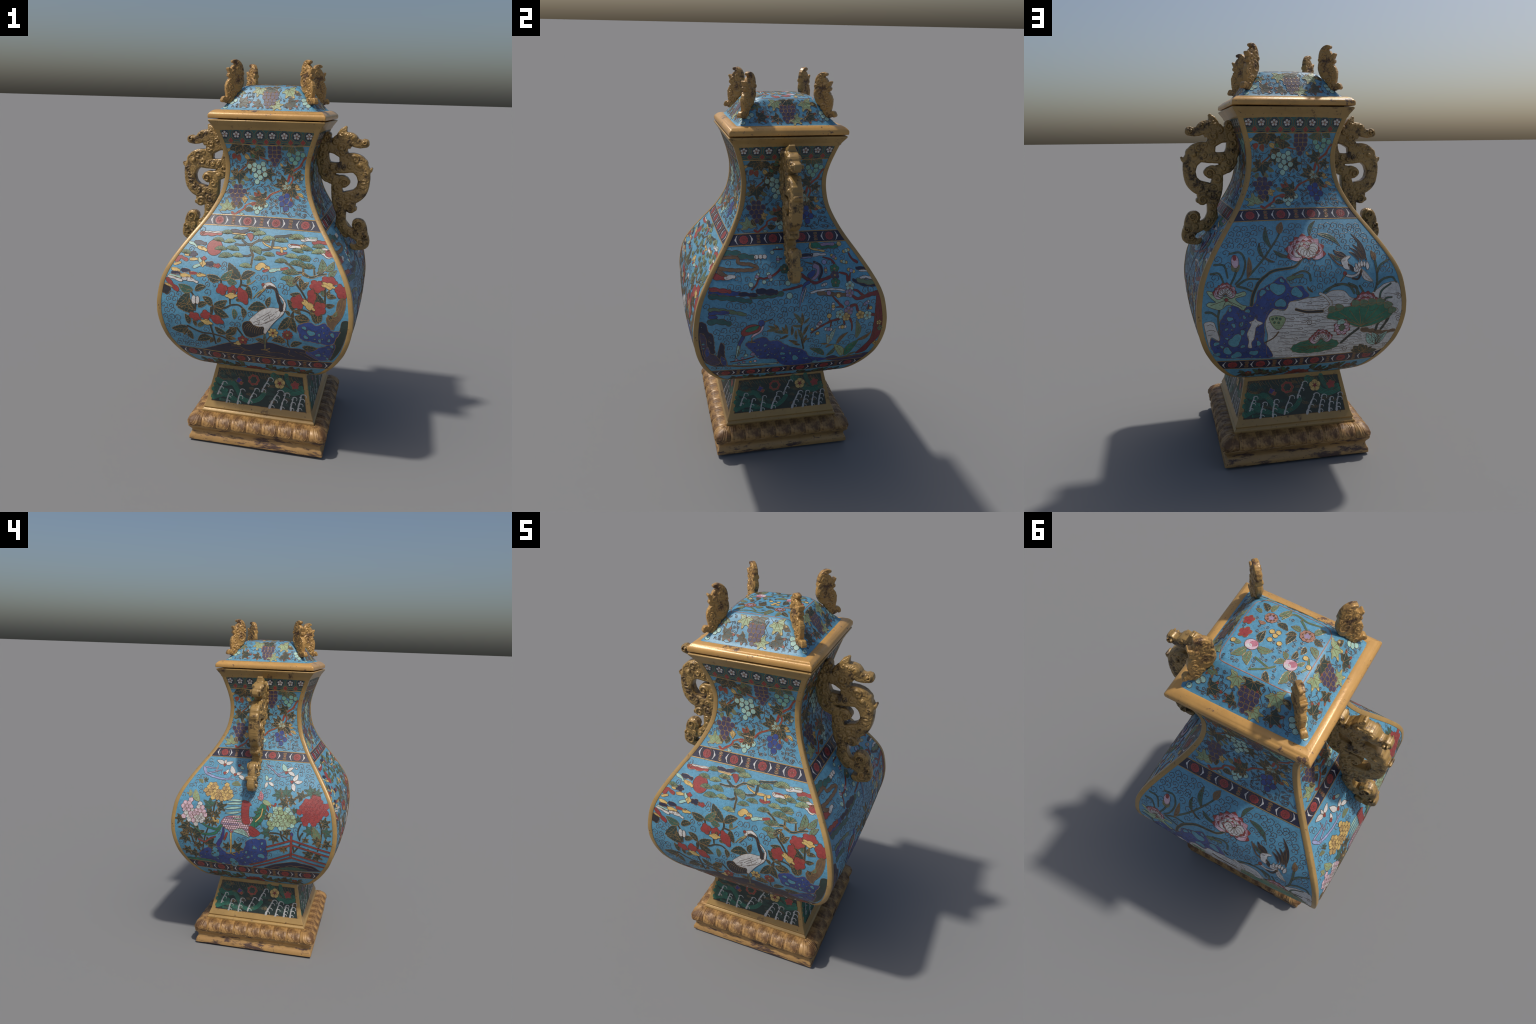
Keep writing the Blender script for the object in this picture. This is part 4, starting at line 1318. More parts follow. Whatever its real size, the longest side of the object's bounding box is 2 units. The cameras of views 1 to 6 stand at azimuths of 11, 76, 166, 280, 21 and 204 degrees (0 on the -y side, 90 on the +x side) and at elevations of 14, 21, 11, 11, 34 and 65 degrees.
# peony stems and leaves, left
ST = p.stem
for pts in ([(-0.060, 0.661), (-0.057, 0.633), (-0.074, 0.603)], [(-0.159, 0.647), (-0.154, 0.624)], [(-0.107, 0.566), (-0.105, 0.537)], [(-0.192, 0.512), (-0.134, 0.515), (-0.099, 0.532), (-0.064, 0.536), (-0.039, 0.522)], [(-0.213, 0.554), (-0.192, 0.514), (-0.200, 0.468)],
            [(-0.284, 0.489), (-0.279, 0.521)], [(-0.314, 0.588), (-0.292, 0.560)], [(-0.200, 0.509), (-0.199, 0.465)], [(-0.326, 0.399), (-0.258, 0.372), (-0.194, 0.370), (-0.131, 0.354), (-0.097, 0.319)], [(-0.206, 0.428), (-0.194, 0.370), (-0.186, 0.311)], [(-0.070, 0.423), (-0.043, 0.385)],
            [(-0.025, 0.628), (-0.057, 0.633)], [(0.209, 0.658), (0.241, 0.622), (0.268, 0.581)], [(0.347, 0.646), (0.351, 0.570)], [(0.196, 0.506), (0.209, 0.530), (0.243, 0.541), (0.273, 0.534), (0.288, 0.523)], [(0.204, 0.514), (0.202, 0.450)], [(0.319, 0.533), (0.324, 0.486)]):
    ST(pts, .008, "leaf", "stem", 1)
for a, b in (((-0.063, 0.658), (-0.130, 0.732)), ((-0.059, 0.659), (0.007, 0.695)), ((-0.022, 0.629), (0.001, 0.570)), ((-0.187, 0.522), (-0.121, 0.552)), ((-0.185, 0.512), (-0.110, 0.473)), ((-0.041, 0.525), (-0.035, 0.476)), ((0.072, 0.538), (-0.015, 0.521)), ((0.080, 0.540), (0.090, 0.588)),
             ((-0.162, 0.648), (-0.232, 0.666)), ((-0.288, 0.586), (-0.232, 0.610)), ((-0.316, 0.570), (-0.384, 0.501)), ((-0.290, 0.483), (-0.376, 0.494)), ((-0.284, 0.489), (-0.315, 0.545)), ((-0.195, 0.520), (-0.246, 0.559)), ((-0.268, 0.507), (-0.221, 0.530)),
             ((-0.327, 0.393), (-0.415, 0.370)), ((-0.317, 0.412), (-0.336, 0.464)), ((-0.325, 0.381), (-0.352, 0.341)), ((-0.318, 0.373), (-0.305, 0.318)), ((-0.282, 0.405), (-0.296, 0.438)), ((-0.129, 0.379), (-0.183, 0.414)), ((-0.129, 0.379), (-0.070, 0.426)), ((-0.130, 0.370), (-0.081, 0.358)), ((-0.206, 0.348), (-0.281, 0.315)), ((-0.177, 0.320), (-0.163, 0.355)), ((-0.201, 0.349), (-0.215, 0.313)),
             ((-0.077, 0.566), (-0.055, 0.555))):
    L(a, b, .50, "leaf", "wire", 6, .10, 2)
for a, b in (((-0.079, 0.637), (-0.134, 0.659)), ((-0.160, 0.648), (-0.106, 0.698)), ((-0.026, 0.637), (-0.021, 0.669)), ((-0.085, 0.515), (-0.084, 0.465)), ((-0.298, 0.585), (-0.375, 0.609)), ((-0.271, 0.404), (-0.233, 0.424))):
    L(a, b, .5, "leafmid", "wire", 6, .10, 2)
B_([(-0.025, 0.636), (-0.007, 0.643), (0.011, 0.659)], .004, .002, "olive", "twig")
# peony heads, red with yellow hearts
p.blob((-0.150, 0.603), .026, .025, "red", 4, .16, .4, 3, name="peony"); p.blob((-0.098, 0.603), .024, .020, "red", 5, .16, .2, 3, name="peony"); p.blob((-0.044, 0.581), .024, .040, "red", 4, .12, .55, 3, name="peony")
p.blob((-0.101, 0.577), .027, .013, "yellow", 4, .18, .1, 4, name="peony_heart"); p.fruit((-0.092, 0.598), .007, "brown", 4, "peony_heart")
p.blob((-0.285, 0.457), .030, .019, "red", 5, .16, -.3, 3, name="peony"); p.blob((-0.228, 0.469), .024, .024, "red", 4, .16, .2, 3, name="peony"); p.blob((-0.171, 0.454), .034, .020, "red", 4, .16, -.4, 3, name="peony"); p.blob((-0.224, 0.434), .028, .013, "yellow", 4, .18, -.2, 4, name="peony_heart")
p.fruit((-0.291, 0.540), .012, "white", 4, "flower_bud", .022); p.fruit((-0.272, 0.540), .011, "white", 4, "flower_bud", .020)
# peony heads, right
for q, rx, ry, a in (((0.308, 0.656), .034, .026, -.3), ((0.362, 0.684), .036, .022, -.15), ((0.420, 0.641), .024, .034, .5), ((0.223, 0.576), .032, .032, .2), ((0.287, 0.606), .020, .036, .1), ((0.325, 0.553), .030, .032, -.5)):
    p.blob(q, rx, ry, "red", 5, .14, a, 4, name="peony")
p.blob((0.359, 0.663), .030, .014, "yellow", 5, .2, -.2, 5, name="peony_heart"); p.blob((0.274, 0.565), .034, .015, "yellow", 5, .2, -.6, 5, name="peony_heart")
for a, b in (((0.234, 0.641), (0.222, 0.688)), ((0.240, 0.634), (0.268, 0.671)), ((0.234, 0.614), (0.184, 0.610)), ((0.348, 0.569), (0.303, 0.630)), ((0.359, 0.609), (0.401, 0.612)), ((0.366, 0.609), (0.366, 0.645)), ((0.352, 0.572), (0.395, 0.576)), ((0.220, 0.501), (0.283, 0.497)),
             ((0.187, 0.502), (0.134, 0.435)), ((0.196, 0.502), (0.223, 0.428)), ((0.206, 0.532), (0.173, 0.583)), ((0.189, 0.508), (0.165, 0.530)), ((0.211, 0.507), (0.283, 0.494)), ((0.315, 0.482), (0.288, 0.532)), ((0.331, 0.489), (0.339, 0.532)), ((0.305, 0.527), (0.280, 0.539)), ((0.208, 0.532), (0.243, 0.521)),
             ((0.068, 0.351), (0.022, 0.370)), ((0.073, 0.366), (0.067, 0.392)), ((0.170, 0.371), (0.102, 0.372)), ((0.167, 0.370), (0.137, 0.403)), ((0.195, 0.346), (0.250, 0.373)), ((0.252, 0.348), (0.325, 0.346)), ((-0.103, 0.360), (-0.078, 0.355)), ((-0.078, 0.401), (-0.109, 0.420))):
    L(a, b, .48, "leaf", "wire", 6, .10, 2)
L((0.340, 0.612), (0.337, 0.645), .5, "leafmid"); L((0.194, 0.656), (0.229, 0.698), .4, "leaf")
p.shape([(0.363, 0.517), (0.400, 0.535), (0.410, 0.594), (0.441, 0.613), (0.446, 0.578), (0.434, 0.524), (0.403, 0.476), (0.395, 0.457), (0.370, 0.477)], "brown", "mossy_stump", 2, "wire",
        lines=[[(0.424, 0.600), (0.421, 0.571), (0.413, 0.551), (0.419, 0.527)], [(0.435, 0.601), (0.433, 0.567), (0.423, 0.542)], [(0.373, 0.503), (0.397, 0.510), (0.407, 0.496)]])
L((0.383, 0.499), (0.367, 0.527), .6, "leaf"); L((0.391, 0.520), (0.408, 0.550), .5, "olive")
# small flowers in the grass
p.blossom((0.110, 0.414), .026, "yellow", "darkred", 7, 3, "daisy"); p.blossom((0.180, 0.410), .027, "red", "gold", 11, 3, "daisy"); ST([(0.181, 0.391), (0.181, 0.364), (0.189, 0.341)], .004); ST([(0.096, 0.395), (0.082, 0.375), (0.075, 0.358)], .004)
p.blossom((-0.042, 0.356), .026, "red", "yellow", 5, 3, "daisy"); p.blob((-0.066, 0.333), .022, .011, "yellow", 4, .25, .3, 3, name="daisy")
# rock and hill
p.rock([(0.227, 0.458), (0.252, 0.477), (0.288, 0.484), (0.319, 0.471), (0.355, 0.485), (0.378, 0.465), (0.393, 0.449), (0.428, 0.449), (0.411, 0.411), (0.388, 0.372), (0.339, 0.377), (0.283, 0.385), (0.248, 0.393), (0.232, 0.431)], "cobalt",
       [((0.260, 0.455), .010), ((0.292, 0.431), .017), ((0.347, 0.465), .005), ((0.268, 0.407), .011), ((0.331, 0.425), .007), ((0.353, 0.438), .004), ((0.334, 0.393), .009), ((0.378, 0.398), .008), ((0.393, 0.429), .011), ((0.311, 0.400), .005), ((0.367, 0.424), .004)], 3)
p.rock([(0.266, 0.319), (0.335, 0.351), (0.388, 0.375), (0.409, 0.370), (0.393, 0.308), (0.373, 0.268), (0.319, 0.267)], "cobalt", [((0.327, 0.303), .012), ((0.393, 0.363), .009), ((0.371, 0.280), .008), ((0.359, 0.300), .006)], 2)
p.shape([(0.435, 0.499), (0.462, 0.504), (0.463, 0.466), (0.449, 0.398), (0.427, 0.333), (0.390, 0.267), (0.381, 0.291), (0.400, 0.362), (0.415, 0.423), (0.428, 0.462)], "leaf", "mossy_bank", 2)
p.shape([(-0.268, 0.251), (-0.148, 0.316), (-0.082, 0.335), (-0.019, 0.331), (0.049, 0.355), (0.107, 0.355), (0.180, 0.336), (0.236, 0.335), (0.276, 0.320), (0.327, 0.264), (.300, LOW1 + .003), (.150, LOW1 + .003), (0, LOW1 + .003), (-.150, LOW1 + .003), (-.27, LOW1 + .003)], "navy", "hill", 1, "wire",
        lines=[[(-0.107, 0.309), (-0.065, 0.313), (-0.037, 0.299), (-0.004, 0.291)], [(-0.060, 0.259), (-0.039, 0.285), (-0.011, 0.290)], [(0.055, 0.285), (0.091, 0.291), (0.127, 0.297), (0.154, 0.295), (0.169, 0.283)], [(0.016, 0.263), (0.045, 0.272), (0.089, 0.266), (0.152, 0.263)],
               [(0.181, 0.321), (0.190, 0.317), (0.182, 0.293), (0.212, 0.277)], [(0.214, 0.317), (0.238, 0.302), (0.268, 0.286), (0.293, 0.265)], [(-0.115, 0.281), (-0.072, 0.296), (-0.037, 0.296)], [(0.238, 0.311), (0.266, 0.309), (0.289, 0.289)]])
# crane
p.begin()
p.cell(smooth_closed([(-0.036, 0.453), (-0.007, 0.462), (0.017, 0.444), (0.039, 0.438), (0.063, 0.444), (0.067, 0.406), (0.038, 0.391), (0.011, 0.378), (-0.025, 0.383), (-0.042, 0.423)]), "black", 3, "wire")
for k in range(9):
    u = k / 8
    a = np.array((-0.010, 0.452)) * (1 - u) + np.array((0.060, 0.436)) * u
    b = np.array((-0.037, 0.414)) * (1 - u) + np.array((0.052, 0.395)) * u
    p.line([a, (a + b) / 2 + np.array([-.004, .003]), b], "wire", 4, .0015)
p.end("crane_tail")
p.begin()
p.cell(smooth_closed([(-0.007, 0.469), (0.016, 0.494), (0.050, 0.523), (0.089, 0.538), (0.132, 0.539), (0.153, 0.549), (0.155, 0.571), (0.166, 0.568), (0.167, 0.542), (0.157, 0.513), (0.134, 0.489), (0.109, 0.461), (0.089, 0.432), (0.072, 0.403), (0.063, 0.412), (0.064, 0.439), (0.039, 0.440), (0.015, 0.445), (0.002, 0.460)]), "white", 4, "wiredark")
for a, m, b in (((0.096, 0.520), (0.064, 0.499), (0.030, 0.477)), ((0.103, 0.510), (0.078, 0.496), (0.054, 0.475)), ((0.116, 0.511), (0.091, 0.491), (0.065, 0.472)), ((0.121, 0.501), (0.100, 0.480), (0.050, 0.452)), ((0.145, 0.531), (0.134, 0.497), (0.070, 0.459)), ((0.084, 0.512), (0.091, 0.497), (0.095, 0.482)),
                ((0.030, 0.477), (0.039, 0.469), (0.048, 0.477)), ((0.013, 0.457), (0.028, 0.466), (0.041, 0.458)), ((0.015, 0.443), (0.035, 0.452), (0.052, 0.450)), ((0.039, 0.471), (0.043, 0.463), (0.039, 0.448)), ((0.120, 0.518), (0.131, 0.526), (0.139, 0.529))):
    p.line(smooth_open([a, m, b]), "wiredark", 5, .0017)
p.end("crane_body")
p.begin()
p.cell(p.band_poly([(0.057, 0.637), (0.080, 0.648), (0.104, 0.640), (0.122, 0.616)], .018, .008), "white", 5); p.cell(p.band_poly([(0.130, 0.602), (0.147, 0.587), (0.162, 0.563), (0.161, 0.532)], .006, .014), "white", 5)
p.cell(p.band_poly([(0.071, 0.631), (0.097, 0.633), (0.115, 0.623), (0.124, 0.601), (0.133, 0.574), (0.144, 0.554), (0.146, 0.532)], .008, .019), "black", 6)
p.end("crane_neck")
p.begin(); p.disc((0.059, 0.633), .010, "white", 6); p.disc((0.051, 0.642), .007, "red", 7); p.disc((0.054, 0.636), .0028, "black", 8, None); p.end("crane_head")
p.begin(); p.cell(p.band_poly([(0.060, 0.623), (0.031, 0.604), (0.009, 0.576)], .007, .002), "sage", 5, "wire"); p.cell(p.band_poly([(0.061, 0.621), (0.041, 0.600), (0.026, 0.580)], .005, .002), "gold", 5, "wire"); p.end("crane_beak")
p.begin(); p.cell(p.band_poly([(0.068, 0.403), (0.069, 0.351), (0.067, 0.309)], .008, .006), "leafmid", 4, "wire")
for b in ((0.049, 0.307), (0.091, 0.320), (0.090, 0.299)):
    p.cell(p.band_poly([(0.067, 0.310), b], .005, .003), "gold", 4, "wire")
p.end("crane_leg")
p.curls(((LOW1 + .005, MID0 - .012), HALF), .034, .0122)

# ------------------------------------------------------------------ right: plum tree, two birds, bamboo
p = panels[1]
L, C, B_, ST = p.leaf, p.cloud, p.branch, p.stem
C([(-0.323, 0.891), (-0.289, 0.894), (-0.247, 0.889)], .024, .022, "teal"); B_([(-0.331, 0.871), (-0.259, 0.868), (-0.253, 0.841), (-0.194, 0.830), (-0.165, 0.812), (-0.204, 0.803), (-0.308, 0.811), (-0.347, 0.821)], .014, .016, "brown", "cloud", 1, "wiredark", .3)
C([(-0.242, 0.875), (-0.210, 0.870), (-0.176, 0.864)], .026, .020, "teal", 2)
for q in ((-0.164, 0.866), (-0.143, 0.866), (-0.123, 0.865)):
    p.fruit(q, .0115, "white", 2, "cloud")
C([(-0.373, 0.791), (-0.358, 0.776), (-0.323, 0.772)], .030, .016, "red"); C([(-0.321, 0.772), (-0.303, 0.774), (-0.282, 0.775)], .018, .020, "white", 2); C([(-0.352, 0.808), (-0.337, 0.793), (-0.316, 0.784)], .020, .010, "brown", 2)
C([(-0.397, 0.723), (-0.355, 0.715), (-0.306, 0.706)], .018, .018, "red", 2); C([(-0.398, 0.707), (-0.344, 0.698), (-0.261, 0.693)], .022, .020, "cobalt"); C([(-0.257, 0.691), (-0.222, 0.686), (-0.182, 0.680)], .018, .016, "navy", 2); C([(-0.170, 0.700), (-0.133, 0.693), (-0.084, 0.688)], .024, .026, "navy", 2)
C([(-0.400, 0.690), (-0.306, 0.673), (-0.210, 0.653)], .024, .018, "teal"); C([(-0.207, 0.672), (-0.134, 0.670), (-0.054, 0.680)], .012, .020, "leafmid"); C([(-0.405, 0.626), (-0.329, 0.615), (-0.238, 0.592)], .018, .014, "olive"); C([(-0.405, 0.608), (-0.360, 0.609), (-0.321, 0.607)], .018, .016, "cobalt", 2); C([(-0.408, 0.592), (-0.377, 0.588)], .016, .014, "cobalt", 2); C([(-0.409, 0.567), (-0.361, 0.566), (-0.314, 0.551)], .026, .022, "teal")
# violet and blue cliff
p.rock([(-0.469, 0.563), (-0.429, 0.560), (-0.416, 0.517), (-0.394, 0.495), (-0.386, 0.413), (-0.375, 0.374), (-0.361, 0.450), (-0.342, 0.442), (-0.337, 0.376), (-0.323, 0.295), (-0.399, 0.305), (-0.446, 0.364), (-0.468, 0.469)], "navy", [((-0.384, 0.390), .006)], 1)
p.rock([(-0.457, 0.504), (-0.430, 0.492), (-0.416, 0.406), (-0.377, 0.375), (-0.357, 0.324), (-0.399, 0.308), (-0.437, 0.369)], "purple", [((-0.442, 0.453), .007), ((-0.440, 0.428), .005)], 2)
p.rock([(-0.420, 0.437), (-0.410, 0.394), (-0.425, 0.368), (-0.432, 0.407)], "cobalt", [], 3); p.rock([(-0.357, 0.372), (-0.331, 0.346), (-0.325, 0.299), (-0.349, 0.316)], "cobalt", [((-0.339, 0.341), .005)], 3)
# plum tree
p.shape([(0.430, 0.654), (0.444, 0.660), (0.460, 0.610), (0.470, 0.540), (0.468, 0.471), (0.452, 0.411), (0.418, 0.363), (0.395, 0.316), (0.345, 0.304), (0.378, 0.357), (0.406, 0.400), (0.415, 0.462), (0.420, 0.544), (0.425, 0.613)], "darkred", "plum_trunk", 1, "wiredark",
        lines=[[(0.438, 0.628), (0.446, 0.564), (0.444, 0.487), (0.423, 0.409)], [(0.454, 0.602), (0.460, 0.540), (0.457, 0.472)], [(0.431, 0.543), (0.429, 0.480), (0.412, 0.394)]], lw="wiredark")
for pts, a, b in (([(0.436, 0.653), (0.399, 0.648), (0.363, 0.638), (0.328, 0.630), (0.304, 0.643)], .022, .012), ([(0.359, 0.641), (0.330, 0.668), (0.311, 0.675)], .012, .008), ([(0.282, 0.722), (0.281, 0.751), (0.246, 0.765)], .012, .008), ([(0.195, 0.745), (0.155, 0.734), (0.120, 0.720), (0.088, 0.733), (0.053, 0.766)], .014, .010),
                  ([(0.225, 0.803), (0.211, 0.830), (0.170, 0.846)], .010, .006), ([(0.341, 0.812), (0.316, 0.834), (0.304, 0.861)], .014, .006), ([(0.291, 0.724), (0.300, 0.758)], .009, .006), ([(0.250, 0.593), (0.218, 0.628), (0.199, 0.651)], .012, .006), ([(0.293, 0.598), (0.319, 0.598), (0.329, 0.568)], .012, .010), ([(0.229, 0.535), (0.187, 0.526), (0.140, 0.504), (0.089, 0.474)], .010, .006),
                  ([(0.289, 0.532), (0.301, 0.497), (0.301, 0.467)], .010, .005), ([(0.420, 0.538), (0.402, 0.546)], .012, .012), ([(-0.045, 0.805), (-0.076, 0.778), (-0.106, 0.764), (-0.135, 0.757), (-0.160, 0.759), (-0.178, 0.728), (-0.200, 0.707)], .010, .006), ([(0.046, 0.712), (-0.001, 0.701), (-0.047, 0.696)], .010, .007), ([(0.051, 0.766), (0.070, 0.745), (0.088, 0.735)], .014, .014),
                  ([(0.243, 0.596), (0.216, 0.596)], .006, .004), ([(0.381, 0.574), (0.387, 0.595)], .008, .004), ([(0.261, 0.506), (0.256, 0.524)], .008, .005), ([(0.182, 0.526), (0.182, 0.548)], .006, .004), ([(0.188, 0.499), (0.191, 0.521)], .006, .004), ([(-0.306, 0.326), (-0.245, 0.334), (-0.190, 0.352)], .005, .006), ([(-0.040, 0.850), (-0.057, 0.847)], .006, .005), ([(-0.031, 0.898), (-0.076, 0.898)], .005, .004)):
    B_(pts, a, b, "darkred", "plum_branch", 2, "wiredark", .35)
for q, m, r in (((0.221, 0.785), "jade", .024), ((0.219, 0.753), "purple", .023), ((0.219, 0.716), "jade", .024), ((0.291, 0.696), "celadon", .024), ((0.286, 0.660), "mauve", .022), ((0.235, 0.558), "celadon", .023), ((0.281, 0.573), "mauve", .024), ((0.268, 0.543), "yellow", .022), ((0.342, 0.547), "yellow", .023), ((0.380, 0.541), "celadon", .024),
                ((0.445, 0.498), "yellow", .014), ((0.454, 0.466), "olive", .016), ((0.441, 0.372), "yellow", .015), ((-0.031, 0.798), "leafmid", .024)):
    p.blossom(q, r, m, "gold", 5, 4, "plum_blossom", gap=1.1)
for q, ms, a, r in (((0.224, 0.845), ("yellow", "mauve", "yellow"), -.75, .011), ((0.274, 0.817), ("yellow", "celadon", "yellow"), -.3, .011), ((0.293, 0.874), ("yellow", "celadon", "yellow"), .3, .012), ((0.306, 0.771), ("yellow", "lavender", "yellow"), -.4, .012), ((0.175, 0.780), ("mauve", "yellow", "mauve"), 1.57, .009), ((0.160, 0.710), ("white", "white", "white"), .3, .009),
                    ((0.201, 0.601), ("white", "yellow", "white"), 1.57, .011), ((0.374, 0.606), ("mauve", "lavender", "white"), .6, .010), ((0.129, 0.517), ("white", "mauve", "white"), .9, .012), ((0.178, 0.485), ("white", "mauve", "white"), -.2, .012), ((0.251, 0.491), ("white", "yellow", "white"), 0, .012),
                    ((-0.170, 0.768), ("celadon", "mauve", "celadon"), 1.0, .011), ((-0.108, 0.765), ("celadon", "mauve", "celadon"), -1.2, .013), ((-0.059, 0.847), ("celadon", "mauve", "celadon"), 1.5, .010)):
    p.bud(q, r, ms, a, 4)
for q, m, r in (((0.172, 0.821), "lavender", .012), ((0.271, 0.613), "mauve", .012), ((0.396, 0.579), "yellow", .009), ((0.180, 0.555), "yellow", .012), ((0.094, 0.492), "yellow", .008), ((0.123, 0.468), "yellow", .009), ((-0.202, 0.731), "celadon", .012), ((-0.137, 0.741), "celadon", .010), ((-0.018, 0.667), "celadon", .015), ((-0.021, 0.728), "celadon", .013),
                ((-0.084, 0.884), "celadon", .010), ((-0.057, 0.907), "celadon", .007), ((-0.232, 0.367), "celadon", .009), ((-0.198, 0.372), "mauve", .011), ((-0.278, 0.339), "mauve", .008), ((-0.248, 0.348), "mauve", .008), ((-0.240, 0.318), "mauve", .008), ((-0.264, 0.307), "mauve", .008), ((-0.183, 0.321), "pink", .008), ((-0.206, 0.317), "yellow", .007), ((0.229, 0.652), "yellow", .011), ((0.180, 0.668), "mauve", .012), ((0.261, 0.911), "yellow", .012)):
    p.fruit(q, r, m, 5, "blossom_bud")
C([(0.091, 0.675), (0.138, 0.683), (0.202, 0.685), (0.261, 0.676)], .010, .008, "white", 2); C([(0.128, 0.670), (0.192, 0.662), (0.264, 0.653)], .016, .018, "brown", 1); C([(0.337, 0.782), (0.385, 0.779)], .014, .012, "navy"); C([(0.349, 0.769), (0.392, 0.764)], .008, .010, "white", 2)
C([(0.313, 0.725), (0.341, 0.706), (0.380, 0.693), (0.424, 0.691)], .014, .010, "navy"); C([(0.337, 0.724), (0.373, 0.710), (0.418, 0.704)], .020, .022, "olive", 2); C([(0.351, 0.733), (0.375, 0.734), (0.408, 0.730)], .012, .014, "white", 3, curl=((0.378, 0.724), .008))
C([(0.123, 0.912), (0.175, 0.903), (0.247, 0.901)], .026, .020, "jade", 1); C([(0.170, 0.911), (0.198, 0.912), (0.231, 0.911)], .013, .014, "mauve", 3); B_([(0.113, 0.919), (0.110, 0.896), (0.139, 0.886), (0.179, 0.877)], .009, .010, "yellow", "cloud", 2, "wiredark", .4); C([(0.119, 0.861), (0.149, 0.861), (0.184, 0.860)], .018, .009, "white"); C([(0.064, 0.862), (0.115, 0.862)], .012, .012, "navy", 1); C([(0.062, 0.848), (0.109, 0.850)], .007, .008, "lavender", 2)
# bird on the branch
p.begin(); p.cell(smooth_closed([(0.115, 0.812), (0.131, 0.821), (0.145, 0.797), (0.138, 0.761), (0.115, 0.737), (0.097, 0.739), (0.122, 0.762), (0.129, 0.786), (0.111, 0.797)]), "mauve", 5); p.cell(p.band_poly([(0.121, 0.824), (0.150, 0.805), (0.154, 0.772), (0.137, 0.740)], .010, .012), "navy", 5)
p.cell(smooth_closed([(0.080, 0.760), (0.101, 0.779), (0.122, 0.783), (0.115, 0.758), (0.091, 0.745)]), "cobalt", 6); p.cell(p.band_poly([(0.109, 0.816), (0.079, 0.825)], .007, .002), "brown", 5); p.end("bird_body")
p.begin(); p.cell(p.band_poly([(0.083, 0.726), (0.061, 0.713), (0.050, 0.689)], .016, .008), "cobalt", 5); p.cell(p.band_poly([(0.061, 0.701), (0.040, 0.662), (0.030, 0.612)], .008, .004), "lavender", 5); p.cell(p.band_poly([(0.067, 0.696), (0.055, 0.665), (0.043, 0.634)], .006, .004), "white", 5); p.end("bird_tail")
# bird on the rock
p.begin(); p.cell(smooth_closed([(-0.259, 0.505), (-0.231, 0.534), (-0.194, 0.540), (-0.166, 0.527), (-0.170, 0.508), (-0.194, 0.496), (-0.239, 0.484), (-0.251, 0.485)]), "red", 5); p.cell(smooth_closed([(-0.239, 0.511), (-0.219, 0.526), (-0.174, 0.532), (-0.184, 0.514), (-0.223, 0.503)]), "jade", 6)
p.cell(smooth_closed([(-0.210, 0.470), (-0.202, 0.488), (-0.168, 0.506), (-0.154, 0.537), (-0.149, 0.524), (-0.162, 0.498), (-0.192, 0.481)]), "pink", 6); p.disc((-0.159, 0.544), .016, "cobalt", 6); p.cell(p.band_poly([(-0.146, 0.549), (-0.104, 0.562)], .005, .0015), "gold", 5); p.end("bird_body")
p.begin(); p.cell(p.band_poly([(-0.249, 0.479), (-0.266, 0.442), (-0.273, 0.407)], .018, .012), "cobalt", 4); p.cell(p.band_poly([(-0.272, 0.428), (-0.280, 0.354)], .012, .005), "celadon", 5); p.cell(p.band_poly([(-0.264, 0.427), (-0.269, 0.368)], .006, .004), "mint", 5); p.end("bird_tail")
p.begin(); p.cell(p.band_poly([(-0.205, 0.470), (-0.209, 0.444)], .004, .004), "gold", 5); p.cell(p.band_poly([(-0.222, 0.451), (-0.189, 0.445)], .005, .004), "gold", 5); p.end("bird_leg")
p.rock([(-0.237, 0.440), (-0.201, 0.454), (-0.161, 0.471), (-0.132, 0.464), (-0.117, 0.447), (-0.073, 0.443), (-0.043, 0.420), (0.002, 0.395), (0.041, 0.383), (0.074, 0.357), (0.096, 0.322), (0.178, 0.295), (0.186, 0.277), (0.055, 0.251), (-0.025, 0.262), (-0.062, 0.297), (-0.085, 0.327), (-0.162, 0.337), (-0.196, 0.383), (-0.222, 0.413)], "cobalt",
       [((-0.139, 0.423), .008), ((-0.173, 0.428), .005), ((-0.122, 0.360), .006), ((-0.048, 0.360), .012), ((-0.008, 0.358), .008), ((0.021, 0.320), .018), ((-0.041, 0.328), .008), ((0.037, 0.365), .006), ((-0.049, 0.397), .008), ((0.083, 0.307), .008), ((0.132, 0.269), .012), ((-0.089, 0.399), .004), ((-0.158, 0.395), .004), ((-0.169, 0.354), .005)], 2)
ST([(0.058, 0.382), (0.038, 0.467), (0.040, 0.534)], .006, "leaf", "bamboo_stem", 2)
for a, b in (((0.045, 0.519), (0.000, 0.582)), ((0.044, 0.525), (0.042, 0.581)), ((0.051, 0.527), (0.080, 0.554)), ((0.041, 0.513), (-0.006, 0.521)), ((-0.029, 0.480), (-0.040, 0.530)), ((-0.008, 0.469), (-0.009, 0.519)), ((-0.031, 0.483), (-0.096, 0.493)), ((-0.076, 0.507), (-0.127, 0.528)), ((-0.078, 0.503), (-0.135, 0.501)), ((-0.072, 0.504), (-0.099, 0.533)),
             ((-0.025, 0.471), (-0.068, 0.453)), ((0.017, 0.443), (0.012, 0.495)), ((0.051, 0.464), (0.076, 0.518)), ((0.024, 0.426), (-0.023, 0.442)), ((0.049, 0.437), (0.020, 0.501)), ((0.057, 0.436), (0.082, 0.443)), ((0.039, 0.407), (-0.001, 0.424)), ((-0.029, 0.478), (-0.059, 0.517)), ((0.055, 0.415), (0.068, 0.464))):
    L(a, b, .24, "leaf" if p.rng.random() < .65 else "leafmid", "wire", 0, .04, 3, "bamboo_leaf")
